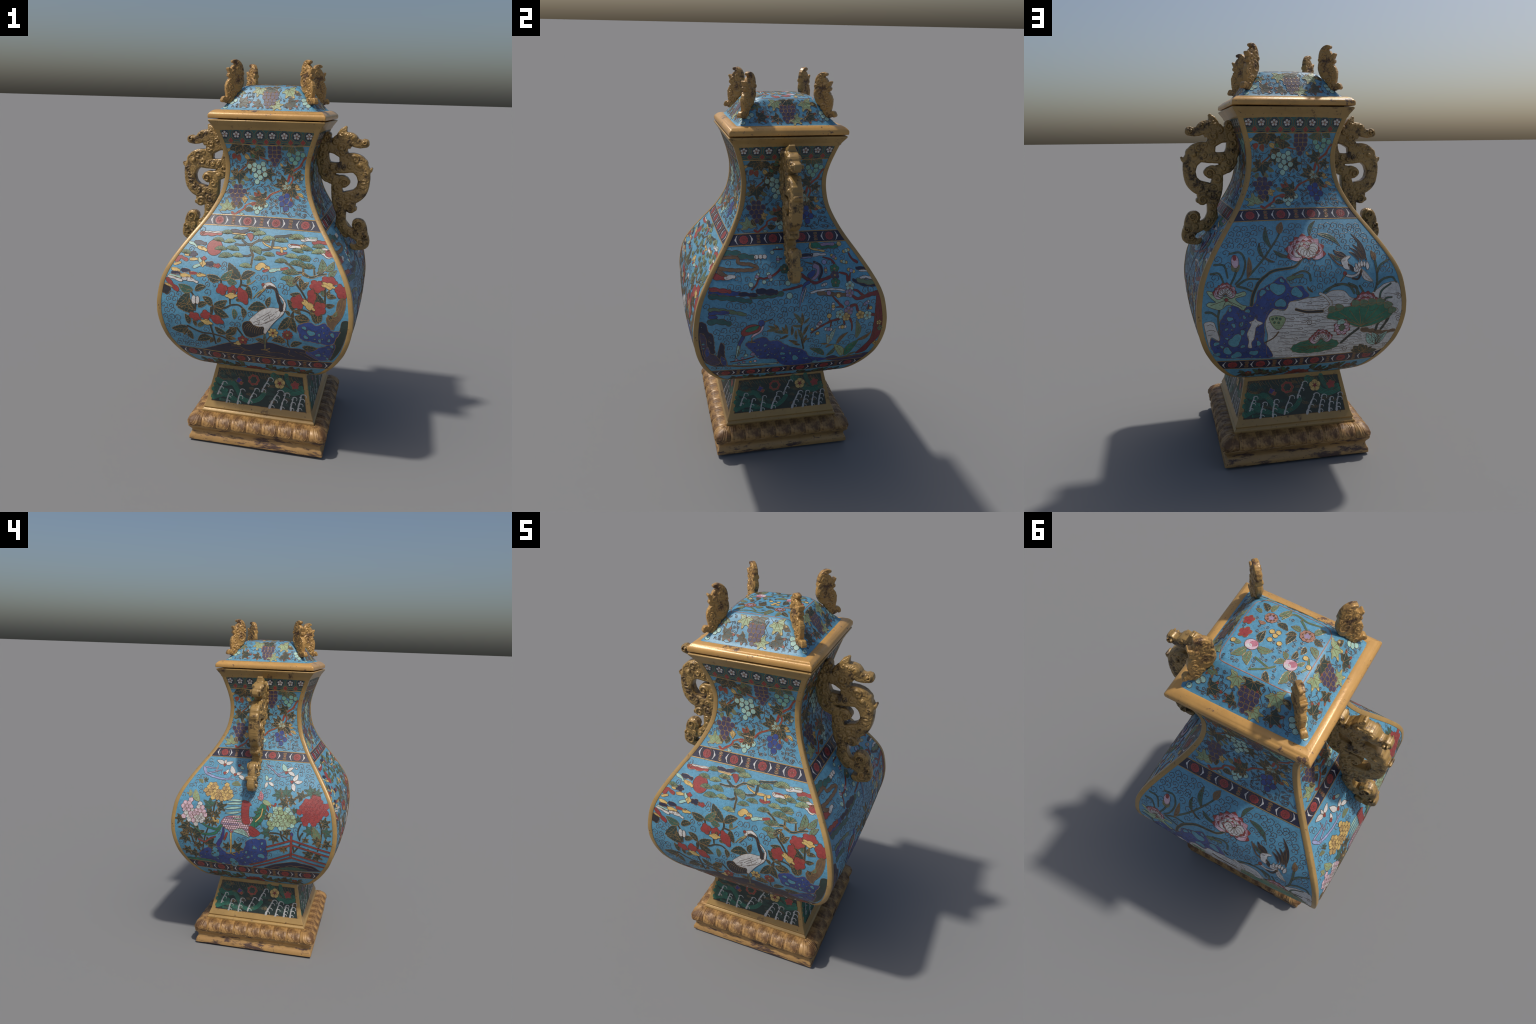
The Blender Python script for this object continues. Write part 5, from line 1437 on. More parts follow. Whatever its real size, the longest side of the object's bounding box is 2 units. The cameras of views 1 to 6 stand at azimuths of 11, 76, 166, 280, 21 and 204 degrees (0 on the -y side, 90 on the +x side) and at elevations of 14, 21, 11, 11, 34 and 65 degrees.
for a, b, m, w in (((0.183, 0.393), (0.169, 0.459), "celadon", .25), ((0.195, 0.413), (0.217, 0.488), "celadon", .25), ((0.229, 0.392), (0.283, 0.458), "brown", .22), ((0.331, 0.418), (0.322, 0.523), "olive", .26), ((0.338, 0.402), (0.409, 0.449), "brown", .22), ((0.285, 0.297), (0.345, 0.404), "jade", .36), ((0.272, 0.297), (0.215, 0.392), "sage", .34), ((0.188, 0.312), (0.225, 0.373), "leafmid", .3),
                   ((0.173, 0.321), (0.091, 0.378), "leafmid", .3), ((0.179, 0.401), (0.149, 0.405), "brown", .3), ((0.301, 0.288), (0.345, 0.317), "olive", .25), ((0.174, 0.374), (0.211, 0.392), "brown", .25)):
    L(a, b, w, m, "wire", 0, .10, 3, "grass_blade")
p.shape([(0.182, 0.286), (0.225, 0.308), (0.276, 0.276), (0.339, 0.284), (0.400, 0.299), (0.428, 0.291), (0.394, 0.247), (0.311, 0.247), (0.235, 0.257)], "purple", "ground_bank", 1)
B_([(-0.316, 0.294), (-0.232, 0.277), (-0.147, 0.280), (-0.063, 0.288)], .010, .010, "brown", "ground_bank", 1, "wire"); C([(-0.292, 0.302), (-0.183, 0.294), (-0.071, 0.284)], .008, .010, "celadon", 2, "ground_bank"); B_([(0.202, 0.276), (0.291, 0.283), (0.381, 0.290)], .008, .008, "brown", "ground_bank", 3, "wire")
p.curls(((LOW1 + .005, MID0 - .012), HALF), .036, .0134)

# ------------------------------------------------------------------ back: lotus pond
p = panels[2]
L, C, B_, ST = p.leaf, p.cloud, p.branch, p.stem
water = smooth_closed([(-0.149, 0.265), (-0.175, 0.324), (-0.172, 0.387), (-0.183, 0.438), (-0.180, 0.485), (-0.155, 0.514), (-0.099, 0.503), (-0.074, 0.538), (-0.038, 0.542), (0.008, 0.552), (0.078, 0.558), (0.125, 0.578), (0.180, 0.574), (0.215, 0.542), (0.275, 0.541), (0.345, 0.575), (0.383, 0.597), (0.445, 0.597), (0.463, 0.516), (0.461, 0.435), (0.436, 0.337), (0.384, 0.241), (0.262, 0.252), (0.139, 0.248), (0.009, 0.251)])
p.begin(); p.cell(water, "white", 0, "wire")
tt = LOW1 + .02
while tt < .66:
    s0 = -.44
    while s0 < .44:
        n = p.rng.uniform(.05, .11)
        P = np.stack([s0 + np.linspace(0, n, 14), tt + .0018 * np.sin(np.linspace(0, 7, 14))], -1)
        P = np.vstack([P, P[-1] + np.array([[.006, -.004], [.002, -.009], [-.018, -.009]])])
        if all(inside(water, *q) for q in P[::3]):
            p.line(P, "wiredark", 1, .0018)
        s0 += n + .012
    tt += .0165
p.end("pond_water")
p.shape([(-0.453, 0.465), (-0.417, 0.468), (-0.404, 0.443), (-0.387, 0.375), (-0.425, 0.393), (-0.430, 0.337), (-0.442, 0.385), (-0.451, 0.434)], "white", "pond_water", 0, "wire", lines=[[(-0.443, 0.451), (-0.427, 0.457), (-0.413, 0.449)], [(-0.444, 0.426), (-0.422, 0.430), (-0.405, 0.424)], [(-0.438, 0.406), (-0.418, 0.407)]], lw="wiredark")
p.rock([(-0.216, 0.589), (-0.184, 0.609), (-0.153, 0.624), (-0.106, 0.650), (-0.080, 0.625), (-0.064, 0.604), (-0.020, 0.607), (0.002, 0.584), (0.013, 0.558), (-0.038, 0.546), (-0.076, 0.537), (-0.092, 0.508), (-0.144, 0.511), (-0.173, 0.483), (-0.189, 0.445), (-0.187, 0.406), (-0.188, 0.360), (-0.162, 0.321), (-0.147, 0.263), (-0.256, 0.267), (-0.346, 0.269), (-0.389, 0.280), (-0.423, 0.336), (-0.425, 0.387), (-0.387, 0.376), (-0.391, 0.451), (-0.356, 0.509), (-0.320, 0.540), (-0.269, 0.526), (-0.228, 0.546)], "cobalt",
       [((-0.126, 0.599), .030), ((-0.040, 0.579), .024), ((-0.115, 0.536), .022), ((-0.195, 0.586), .014), ((-0.105, 0.634), .010), ((-0.341, 0.520), .009), ((-0.263, 0.510), .010), ((-0.342, 0.478), .012), ((-0.278, 0.483), .008), ((-0.326, 0.448), .010), ((-0.292, 0.451), .010), ((-0.319, 0.371), .030), ((-0.355, 0.385), .007), ((-0.402, 0.359), .012), ((-0.376, 0.341), .008), ((-0.352, 0.316), .020), ((-0.396, 0.297), .013), ((-0.309, 0.289), .022), ((-0.231, 0.299), .018), ((-0.283, 0.340), .010), ((-0.212, 0.352), .012), ((-0.286, 0.413), .012), ((-0.358, 0.431), .007), ((-0.171, 0.603), .008), ((-0.064, 0.626), .006), ((-0.296, 0.454), .006)], 1)
p.shape([(-0.230, 0.482), (-0.222, 0.466), (-0.196, 0.452), (-0.224, 0.436), (-0.229, 0.417), (-0.234, 0.379), (-0.245, 0.358), (-0.242, 0.330), (-0.260, 0.335), (-0.257, 0.368), (-0.266, 0.403), (-0.255, 0.431), (-0.248, 0.449), (-0.257, 0.459), (-0.237, 0.467)], "white", "pond_water", 2, "wire")
B_([(-0.002, 0.729), (-0.043, 0.692), (-0.135, 0.679), (-0.181, 0.654), (-0.212, 0.625), (-0.237, 0.577), (-0.246, 0.534)], .009, .014, "leaf", "lotus_stem", 3, "wire", .1)
# big lotus
p.lotus((0.018, 0.758), .092, 9, 3, math.pi / 2 + .05, 3.5, 3, mats=("pink", "white", "red"))
p.lotus((0.029, 0.779), .056, 6, 1, -math.pi / 2 + .25, 2.5, 7, mats=("white", "white", "red"))
# left lotus on its leaf
p.shape([(-0.438, 0.604), (-0.407, 0.598), (-0.361, 0.578), (-0.307, 0.588), (-0.274, 0.595), (-0.271, 0.578), (-0.315, 0.566), (-0.290, 0.539), (-0.268, 0.532), (-0.284, 0.514), (-0.309, 0.530), (-0.349, 0.541), (-0.381, 0.521), (-0.412, 0.527), (-0.441, 0.542), (-0.430, 0.555), (-0.402, 0.554), (-0.423, 0.576)], "peonygreen", "lotus_leaf", 3, "wiredark",
        lines=[[(-0.355, 0.563), q] for q in ((-0.422, 0.591), (-0.285, 0.583), (-0.287, 0.527), (-0.372, 0.530), (-0.424, 0.542), (-0.327, 0.541))], lw="wiredark")
p.lotus((-0.359, 0.581), .056, 8, 2, math.pi / 2, 2.5, 4); p.fruit((-0.355, 0.563), .008, "red", 6, "lotus_heart")
p.begin(); p.disc((-0.307, 0.729), .017, "pink", 3, "wiredark", .031); p.disc((-0.308, 0.747), .009, "red", 4, None, .014); p.end("lotus_bud")
L((-0.304, 0.683), (-0.322, 0.714), .5, "olive"); L((-0.301, 0.683), (-0.288, 0.712), .5, "olive")
for pts in ([(-0.304, 0.685), (-0.317, 0.656), (-0.332, 0.630)], [(-0.328, 0.767), (-0.280, 0.770), (-0.262, 0.723), (-0.280, 0.664), (-0.312, 0.629)], [(-0.399, 0.719), (-0.357, 0.713), (-0.344, 0.658)], [(-0.417, 0.678), (-0.382, 0.678), (-0.363, 0.636)], [(-0.303, 0.624), (-0.259, 0.647), (-0.205, 0.646)], [(-0.256, 0.657), (-0.183, 0.730), (-0.121, 0.811), (-0.092, 0.856)], [(-0.388, 0.517), (-0.393, 0.481), (-0.387, 0.407)],
            [(-0.306, 0.620), (-0.270, 0.609), (-0.239, 0.594)], [(0.027, 0.628), (0.022, 0.658), (-0.007, 0.671), (-0.055, 0.655)], [(0.086, 0.573), (0.118, 0.593), (0.182, 0.604), (0.236, 0.586)], [(0.259, 0.546), (0.236, 0.586), (0.205, 0.599)], [(-0.447, 0.512), (-0.421, 0.510), (-0.395, 0.490)], [(0.257, 0.592), (0.287, 0.544)]):
    ST(pts, .0075, "leafmid", "lotus_stem", 2)
L((-0.256, 0.652), (-0.244, 0.747), .22, "brown", "wire", 0, .05, 3, "reed_blade"); L((-0.093, 0.854), (-0.076, 0.914), .5, "brown", "wire", 5, .05, 3, "cattail")
for a, b in (((-0.176, 0.738), (-0.190, 0.815)), ((-0.139, 0.784), (-0.151, 0.894)), ((-0.170, 0.741), (-0.128, 0.718)), ((-0.129, 0.773), (-0.050, 0.738)), ((0.047, 0.841), (0.085, 0.916)), ((0.085, 0.848), (0.184, 0.785)), ((0.200, 0.710), (0.134, 0.746)), ((0.010, 0.603), (0.036, 0.576))):
    L(a, b, .2, "leafmid", "wiredark", 0, .12, 2, "reed_blade")
C([(-0.075, 0.641), (-0.040, 0.647), (-0.009, 0.652)], .016, .010, "olive", 3, "water_weed")
# flying crane
for a, b, w in (((0.299, 0.707), (0.247, 0.845), .10), ((0.304, 0.708), (0.277, 0.812), .16), ((0.287, 0.709), (0.246, 0.789), .14), ((0.278, 0.709), (0.231, 0.773), .15), ((0.266, 0.707), (0.223, 0.752), .2), ((0.201, 0.723), (0.149, 0.765), .30), ((0.207, 0.727), (0.151, 0.753), .24)):
    L(a, b, w, "black", "wiredark", 0, .10, 3, "crane_feather", False)
for a, b in (((0.249, 0.666), (0.247, 0.697)), ((0.264, 0.671), (0.263, 0.703)), ((0.276, 0.677), (0.277, 0.709)), ((0.287, 0.677), (0.289, 0.706)), ((0.300, 0.663), (0.303, 0.703))):
    L(a, b, .42, "white", "wiredark", 0, .03, 5, "crane_feather", False)
p.shape([(0.180, 0.714), (0.208, 0.731), (0.228, 0.728), (0.211, 0.713), (0.215, 0.690), (0.215, 0.668), (0.190, 0.673), (0.181, 0.692)], "white", "crane_body", 4); L((0.232, 0.658), (0.209, 0.695), .4, "black", "wiredark", 0, .05, 4, "crane_feather", False)
p.shape([(0.234, 0.675), (0.258, 0.683), (0.270, 0.664), (0.250, 0.655), (0.236, 0.658)], "white", "crane_body", 4); L((0.270, 0.667), (0.323, 0.609), .34, "white", "wire", 0, .12, 4, "crane_body")
p.begin(); p.cell(p.band_poly([(0.267, 0.673), (0.252, 0.647), (0.223, 0.637), (0.196, 0.643)], .010, .011), "white", 5); p.cell(p.band_poly([(0.270, 0.660), (0.252, 0.626), (0.224, 0.627)], .010, .006), "black", 4); p.end("crane_neck")
p.begin(); p.disc((0.190, 0.651), .009, "red", 6); p.cell(p.band_poly([(0.186, 0.639), (0.167, 0.617)], .005, .002), "gold", 5); p.end("crane_head"); ST([(0.182, 0.686), (0.155, 0.701), (0.125, 0.748)], .006, "brown", "crane_leg", 3)
# reeds right
L((0.342, 0.704), (0.330, 0.755), .45, "brown", "wire", 6, .05, 3, "cattail")
for pts in ([(0.342, 0.705), (0.345, 0.651), (0.341, 0.599), (0.328, 0.564)], [(0.347, 0.651), (0.369, 0.685), (0.410, 0.707)], [(0.344, 0.596), (0.373, 0.618), (0.417, 0.625), (0.437, 0.601)], [(0.351, 0.509), (0.361, 0.562), (0.410, 0.596)], [(0.368, 0.504), (0.384, 0.529), (0.413, 0.532)], [(0.230, 0.562), (0.209, 0.594), (0.173, 0.605), (0.132, 0.599), (0.099, 0.575)], [(0.244, 0.557), (0.241, 0.588), (0.205, 0.607)]):
    ST(pts, .009, "leafmid", "reed_blade", 3)
p.lotus((0.283, 0.483), .084, 8, 2, math.pi / 2, 2.3, 3)
p.shape([(0.099, 0.458), (0.117, 0.486), (0.163, 0.498), (0.234, 0.506), (0.315, 0.512), (0.385, 0.505), (0.417, 0.472), (0.405, 0.440), (0.337, 0.410), (0.264, 0.400), (0.198, 0.423), (0.148, 0.444)], "jade", "lotus_leaf", 6, "wire",
        lines=[[(0.265, 0.406), q] for q in ((0.124, 0.464), (0.155, 0.481), (0.203, 0.489), (0.251, 0.493), (0.299, 0.497), (0.348, 0.493), (0.390, 0.474), (0.376, 0.442), (0.320, 0.422), (0.188, 0.442))])
for q in ((0.123, 0.495), (0.155, 0.502), (0.234, 0.516), (0.275, 0.515), (0.315, 0.518), (0.356, 0.515), (0.394, 0.498), (0.415, 0.472)):
    p.blob(q, .020, .015, "olive", 3, .1, 0, 7, "wire", "lotus_leaf")
C([(0.367, 0.443), (0.346, 0.402), (0.341, 0.376)], .012, .008, "leaf", 5, "lotus_stem"); C([(0.401, 0.440), (0.380, 0.399), (0.366, 0.378)], .012, .008, "leaf", 5, "lotus_stem")
p.blob((0.052, 0.316), .112, .040, "jade", 14, .05, .04, 3, "wire", "lotus_leaf")
p.begin()
for k in range(16):
    a = k / 16 * 2 * math.pi
    c = np.array((0.055, 0.313)); p.line([c, c + np.array([.095 * math.cos(a), .033 * math.sin(a)])], "wire", 5, .0016)
p.end("leaf_vein", "stuff"); p.fruit((0.055, 0.311), .006, "darkred", 6, "lotus_heart")
p.lotus((0.077, 0.349), .058, 8, 2, math.pi / 2 + .1, 2.6, 4); p.lotus((0.173, 0.406), .044, 8, 1, math.pi / 2, 5.4, 6); p.blob((0.167, 0.434), .020, .014, "celadon", 5, .1, 0, 8, name="lotus_heart"); p.blob((0.173, 0.406), .014, .016, "olive", 4, .1, 0, 8, name="lotus_heart")
B_([(0.255, 0.395), (0.212, 0.360), (0.176, 0.323)], .010, .010, "leaf", "lotus_stem", 4, "wiredark", 0)
p.shape([(-0.167, 0.475), (-0.132, 0.482), (-0.095, 0.470), (-0.102, 0.441), (-0.124, 0.416), (-0.150, 0.434)], "sage", "lotus_pod", 3); p.begin()
for q in ((-0.152, 0.468), (-0.135, 0.471), (-0.118, 0.466), (-0.144, 0.452), (-0.125, 0.450)):
    p.disc(q, .005, "jade", 4)
p.end("lotus_seed", "stuff"); ST([(-0.124, 0.405), (-0.146, 0.377), (-0.186, 0.353)], .005, "brown", "lotus_stem", 2)
p.begin(); p.cell(p.band_poly([(-0.046, 0.505), (0.007, 0.491), (0.077, 0.490)], .010, .012), "black", 3, "wire"); p.cell(p.band_poly([(0.084, 0.494), (0.117, 0.517), (0.093, 0.554), (0.067, 0.568)], .012, .012), "white", 3, "wire"); p.end("water_bird")
for b in ((0.299, 0.365), (0.324, 0.367), (0.353, 0.352), (0.383, 0.346), (0.402, 0.363)):
    L((0.357, 0.290), b, .4, "celadon", "wiredark", 0, .08, 3, "water_weed")
for b in ((0.235, 0.267), (0.244, 0.295), (0.271, 0.304), (0.307, 0.293), (0.340, 0.275), (0.371, 0.250)):
    L((0.300, 0.245), b, .55, "leaf", "wire", 0, .05, 3, "lotus_leaf")
B_([(0.274, 0.387), (0.318, 0.375), (0.378, 0.361), (0.436, 0.365)], .020, .014, "brown", "water_weed", 2, "wire", .5)
for q in ((0.434, 0.466), (0.448, 0.426), (0.447, 0.534), (0.403, 0.280), (0.199, 0.282), (0.016, 0.440)):
    p.begin(); a = np.linspace(0, 1, 30); r = .016 * (.2 + .8 * a); p.line(np.array(q) + np.stack([r * np.cos(a * 9), r * np.sin(a * 9)], -1), "wiredark", 2); p.end("water_curl", "stuff")
p.polys.append(water)
p.curls(((LOW1 + .005, MID0 - .012), HALF), .035, .0128)

# ------------------------------------------------------------------ left: peonies, magnolia, phoenix by the rock and fence
p = panels[3]
L, C, B_, ST, PL = p.leaf, p.cloud, p.branch, p.stem, p.palm
for pts, a, b in (([(-0.323, 0.849), (-0.299, 0.810), (-0.217, 0.785), (-0.136, 0.785)], .016, .007), ([(-0.299, 0.811), (-0.256, 0.825), (-0.212, 0.840)], .009, .005), ([(-0.313, 0.853), (-0.268, 0.847), (-0.237, 0.850)], .010, .004), ([(0.049, 0.892), (0.093, 0.860), (0.127, 0.831), (0.171, 0.826)], .007, .006), ([(0.119, 0.836), (0.162, 0.863)], .007, .004), ([(0.088, 0.886), (0.053, 0.891)], .004, .003), ([(-0.249, 0.828), (-0.241, 0.870)], .006, .003), ([(-0.163, 0.787), (-0.148, 0.809)], .005, .003)):
    B_(pts, a, b, "lavender", "magnolia_branch", 1, "wiredark", .3)
for a, b in (((-0.203, 0.876), (-0.256, 0.900)), ((-0.201, 0.878), (-0.153, 0.897)), ((-0.203, 0.878), (-0.199, 0.910)), ((-0.134, 0.816), (-0.160, 0.871)), ((-0.128, 0.817), (-0.087, 0.837)), ((-0.106, 0.812), (-0.067, 0.784)), ((-0.187, 0.813), (-0.172, 0.847)), ((0.170, 0.858), (0.143, 0.908)), ((0.173, 0.862), (0.208, 0.889)), ((0.178, 0.859), (0.220, 0.834)),
             ((0.213, 0.798), (0.236, 0.848)), ((0.220, 0.799), (0.270, 0.806)), ((0.216, 0.791), (0.230, 0.741)), ((0.073, 0.794), (0.092, 0.815)), ((0.064, 0.793), (0.053, 0.828)), ((0.074, 0.786), (0.107, 0.761)), ((0.065, 0.786), (0.058, 0.748)), ((-0.109, 0.873), (-0.078, 0.851)), ((0.215, 0.884), (0.230, 0.881))):
    L(a, b, .46, p.rng.choice(["white", "white", "celadon"]), "wiredark", 0, .05, 3, "magnolia_petal", False)
for q in ((-0.202, 0.873), (-0.129, 0.815), (0.169, 0.853), (0.208, 0.799), (-0.193, 0.821), (-0.113, 0.875)):
    p.blob(q, .009, .008, "red", 3, .2, .5, 4, name="magnolia_sepal")
# flower heads
p.peony([((-0.250, 0.718), .046), ((-0.217, 0.692), .044), ((-0.171, 0.723), .034), ((-0.157, 0.686), .036), ((-0.196, 0.675), .030)], ["yellow", "yellow", "gold"], .024)
p.peony([((-0.378, 0.641), .020), ((-0.392, 0.612), .034), ((-0.393, 0.577), .036), ((-0.401, 0.548), .026), ((-0.358, 0.559), .040), ((-0.315, 0.607), .030), ((-0.306, 0.573), .038), ((-0.323, 0.530), .032), ((-0.367, 0.535), .030), ((-0.294, 0.540), .028)], ["pink", "pink", "white"], .024)
p.peony([((0.148, 0.626), .028), ((0.203, 0.631), .026), ((0.125, 0.589), .032), ((0.171, 0.580), .056), ((0.220, 0.584), .038), ((0.121, 0.543), .030), ((0.174, 0.538), .034), ((0.235, 0.553), .028), ((0.212, 0.609), .034)], ["peonygreen", "peonygreen", "sage", "celadon"], .026)
p.peony([((0.302, 0.682), .028), ((0.348, 0.712), .024), ((0.376, 0.688), .036), ((0.287, 0.638), .032), ((0.328, 0.648), .060), ((0.382, 0.653), .052), ((0.416, 0.636), .026), ((0.310, 0.592), .032), ((0.354, 0.609), .050)], ["red"], .026, wire="darkred")
# stems
for pts in ([(-0.376, 0.518), (-0.373, 0.486), (-0.360, 0.440), (-0.346, 0.391), (-0.308, 0.332)], [(-0.214, 0.658), (-0.226, 0.616), (-0.230, 0.584), (-0.249, 0.512), (-0.276, 0.436), (-0.296, 0.340)], [(0.172, 0.510), (0.177, 0.481), (0.196, 0.454)], [(0.113, 0.499), (0.156, 0.499), (0.183, 0.489), (0.218, 0.467)], [(0.285, 0.564), (0.272, 0.531), (0.271, 0.497), (0.282, 0.470)], [(0.381, 0.589), (0.396, 0.561), (0.402, 0.519), (0.398, 0.469), (0.384, 0.414)],
            [(-0.357, 0.433), (-0.377, 0.438)], [(0.296, 0.513), (0.284, 0.492), (0.282, 0.471)], [(0.195, 0.679), (0.188, 0.712)], [(0.250, 0.396), (0.243, 0.436)], [(0.254, 0.400), (0.286, 0.447)]):
    ST(pts, .008, "leaf", "stem", 1)
for a, b in (((-0.376, 0.490), (-0.436, 0.477)), ((-0.377, 0.427), (-0.432, 0.404)), ((-0.391, 0.436), (-0.410, 0.468)), ((-0.353, 0.441), (-0.285, 0.469)), ((-0.370, 0.329), (-0.421, 0.329)), ((-0.328, 0.321), (-0.375, 0.295)), ((-0.305, 0.362), (-0.337, 0.394)), ((-0.264, 0.378), (-0.224, 0.426)), ((-0.236, 0.577), (-0.282, 0.574)), ((-0.226, 0.566), (-0.188, 0.585)), ((-0.208, 0.614), (-0.156, 0.633)), ((-0.128, 0.377), (-0.162, 0.407)),
             ((-0.100, 0.373), (-0.056, 0.418)), ((-0.256, 0.518), (-0.274, 0.548)), ((-0.420, 0.546), (-0.444, 0.501)), ((-0.234, 0.540), (-0.206, 0.510)), ((0.197, 0.679), (0.150, 0.661)), ((0.202, 0.677), (0.242, 0.701)), ((0.285, 0.705), (0.246, 0.739)), ((0.398, 0.571), (0.443, 0.591)), ((0.392, 0.465), (0.354, 0.483)), ((0.414, 0.465), (0.459, 0.451)), ((0.392, 0.465), (0.386, 0.440)),
             ((0.204, 0.526), (0.209, 0.483)), ((0.137, 0.488), (0.131, 0.440)), ((0.191, 0.423), (0.193, 0.387)), ((0.314, 0.461), (0.313, 0.491)), ((0.355, 0.381), (0.304, 0.400)), ((0.365, 0.382), (0.409, 0.363)), ((0.107, 0.585), (0.071, 0.594)), ((0.194, 0.412), (0.168, 0.405))):
    PL(a, b, "leaf", "wire", 2)
for a, b in (((-0.237, 0.612), (-0.288, 0.646)), ((0.187, 0.707), (0.180, 0.764)), ((0.163, 0.725), (0.111, 0.709)), ((0.341, 0.742), (0.289, 0.756)), ((0.356, 0.729), (0.366, 0.769)), ((0.233, 0.627), (0.254, 0.645)), ((0.271, 0.573), (0.262, 0.607)), ((0.351, 0.533), (0.302, 0.527)), ((0.411, 0.517), (0.454, 0.540)), ((0.110, 0.502), (0.059, 0.493)), ((-0.308, 0.766), (-0.286, 0.776))):
    PL(a, b, "leafmid", "wiredark", 2)
for a, b, m in (((-0.321, 0.638), (-0.351, 0.708), "sage"), ((-0.381, 0.663), (-0.386, 0.704), "sage"), ((0.399, 0.481), (0.353, 0.557), "olive"), ((-0.139, 0.757), (-0.084, 0.751), "olive"), ((-0.388, 0.680), (-0.401, 0.685), "sage"), ((-0.313, 0.749), (-0.345, 0.770), "olive")):
    L(a, b, .5, m, "wire", 6)
# phoenix
p.shape([(-0.181, 0.529), (-0.160, 0.562), (-0.119, 0.575), (-0.058, 0.576), (-0.007, 0.577), (0.017, 0.559), (-0.013, 0.529), (-0.004, 0.503), (0.005, 0.471), (-0.027, 0.469), (-0.045, 0.495), (-0.092, 0.496), (-0.114, 0.475), (-0.137, 0.494), (-0.174, 0.516)], "rose", "phoenix_body", 2)
p.begin()
body_poly = smooth_closed([(-0.178, 0.529), (-0.157, 0.560), (-0.118, 0.571), (-0.057, 0.573), (-0.010, 0.574), (0.011, 0.559), (-0.016, 0.529), (-0.007, 0.502), (0.002, 0.474), (-0.025, 0.473), (-0.044, 0.498), (-0.092, 0.499), (-0.114, 0.480), (-0.136, 0.497), (-0.171, 0.517)])
lo, hi = body_poly.min(0), body_poly.max(0)
y = lo[1]; row = 0
while y < hi[1]:
    x = lo[0] + (.0065 if row % 2 else 0)
    while x < hi[0]:
        if inside(body_poly, x, y):
            p.disc((x, y), .0068, "pink" if (row + int(x * 900)) % 3 else "mauve", 3 + .2 * (row % 3), "wiredark", .0074)
        x += .0132
    y += .0112; row += 1
p.end("phoenix_scales", "stuff")
p.shape([(-0.059, 0.665), (-0.027, 0.662), (-0.006, 0.644), (-0.017, 0.635), (-0.017, 0.586), (-0.008, 0.546), (-0.029, 0.532), (-0.051, 0.542), (-0.061, 0.582), (-0.064, 0.631)], "red", "phoenix_collar", 6, "wiredark", lines=[[(-0.061, 0.637), (-0.020, 0.632)], [(-0.061, 0.616), (-0.019, 0.613)], [(-0.060, 0.594), (-0.017, 0.592)], [(-0.057, 0.573), (-0.014, 0.570)], [(-0.053, 0.554), (-0.011, 0.552)]], lw="darkred")
p.shape([(-0.013, 0.522), (0.013, 0.523), (0.054, 0.491), (0.019, 0.466), (-0.008, 0.480)], "red", "phoenix_collar", 6, lines=[[(-0.009, 0.512), (0.036, 0.487)], [(-0.009, 0.496), (0.024, 0.476)]], lw="darkred")
for a, b in (((-0.062, 0.662), (-0.155, 0.658)), ((-0.062, 0.646), (-0.161, 0.637)), ((-0.063, 0.624), (-0.165, 0.608)), ((-0.062, 0.603), (-0.160, 0.586)), ((-0.063, 0.580), (-0.112, 0.578)), ((-0.057, 0.563), (-0.111, 0.561)), ((-0.049, 0.547), (-0.094, 0.546))):
    L(a, b, .13, "celadon", "wiredark", 0, .03, 4, "phoenix_plume", False)
L((-0.108, 0.489), (-0.008, 0.458), .30, "celadon", "wiredark", 0, -.16, 4, "phoenix_plume")
p.begin(); p.cell(p.band_poly([(-0.118, 0.474), (-0.118, 0.406), (-0.122, 0.347)], .011, .008), "yellow", 4)
for b in ((-0.151, 0.343), (-0.093, 0.355), (-0.096, 0.335)):
    p.cell(p.band_poly([(-0.122, 0.345), b], .007, .004), "yellow", 4)
p.end("phoenix_leg")
p.shape([(0.052, 0.656), (0.080, 0.649), (0.077, 0.610), (0.068, 0.570), (0.045, 0.538), (0.016, 0.519), (-0.004, 0.534), (0.016, 0.575), (0.035, 0.624)], "jade", "phoenix_neck", 5, lines=[[(0.055, 0.628), (0.029, 0.616)], [(0.050, 0.608), (0.024, 0.592)], [(0.042, 0.581), (0.016, 0.569)], [(0.063, 0.619), (0.075, 0.626)], [(0.058, 0.596), (0.074, 0.597)], [(0.049, 0.572), (0.064, 0.570)], [(0.034, 0.554), (0.045, 0.542)], [(0.017, 0.549), (0.019, 0.523)]], lw="leaf")
B_([(0.060, 0.628), (0.052, 0.588), (0.024, 0.555)], .008, .009, "yellow", "phoenix_neck", 7, "wiredark", 0)
for a, b in (((0.049, 0.624), (0.025, 0.632)), ((0.041, 0.600), (0.010, 0.607)), ((0.029, 0.577), (-0.001, 0.574)), ((0.066, 0.622), (0.086, 0.614)), ((0.061, 0.589), (0.079, 0.575)), ((0.050, 0.556), (0.058, 0.537))):
    L(a, b, .5, "jade", "wiredark", 0, .1, 5, "phoenix_plume", False)
p.blob((0.080, 0.663), .027, .012, "sage", 3, .1, -.4, 6, name="phoenix_head"); L((0.047, 0.670), (0.035, 0.729), .42, "rose", "wiredark", 3, .05, 6, "phoenix_crest"); L((0.044, 0.673), (0.022, 0.697), .4, "rose", "wiredark", 0, .05, 6, "phoenix_crest"); L((0.099, 0.654), (0.106, 0.639), .5, "yellow", "wiredark", 0, .0, 6, "phoenix_beak", False); L((0.083, 0.650), (0.096, 0.618), .3, "darkred", "wiredark", 0, .0, 6, "phoenix_wattle", False)
B_([(0.109, 0.655), (0.126, 0.649), (0.131, 0.662)], .004, .012, "red", "ribbon", 4, "wiredark", 0)
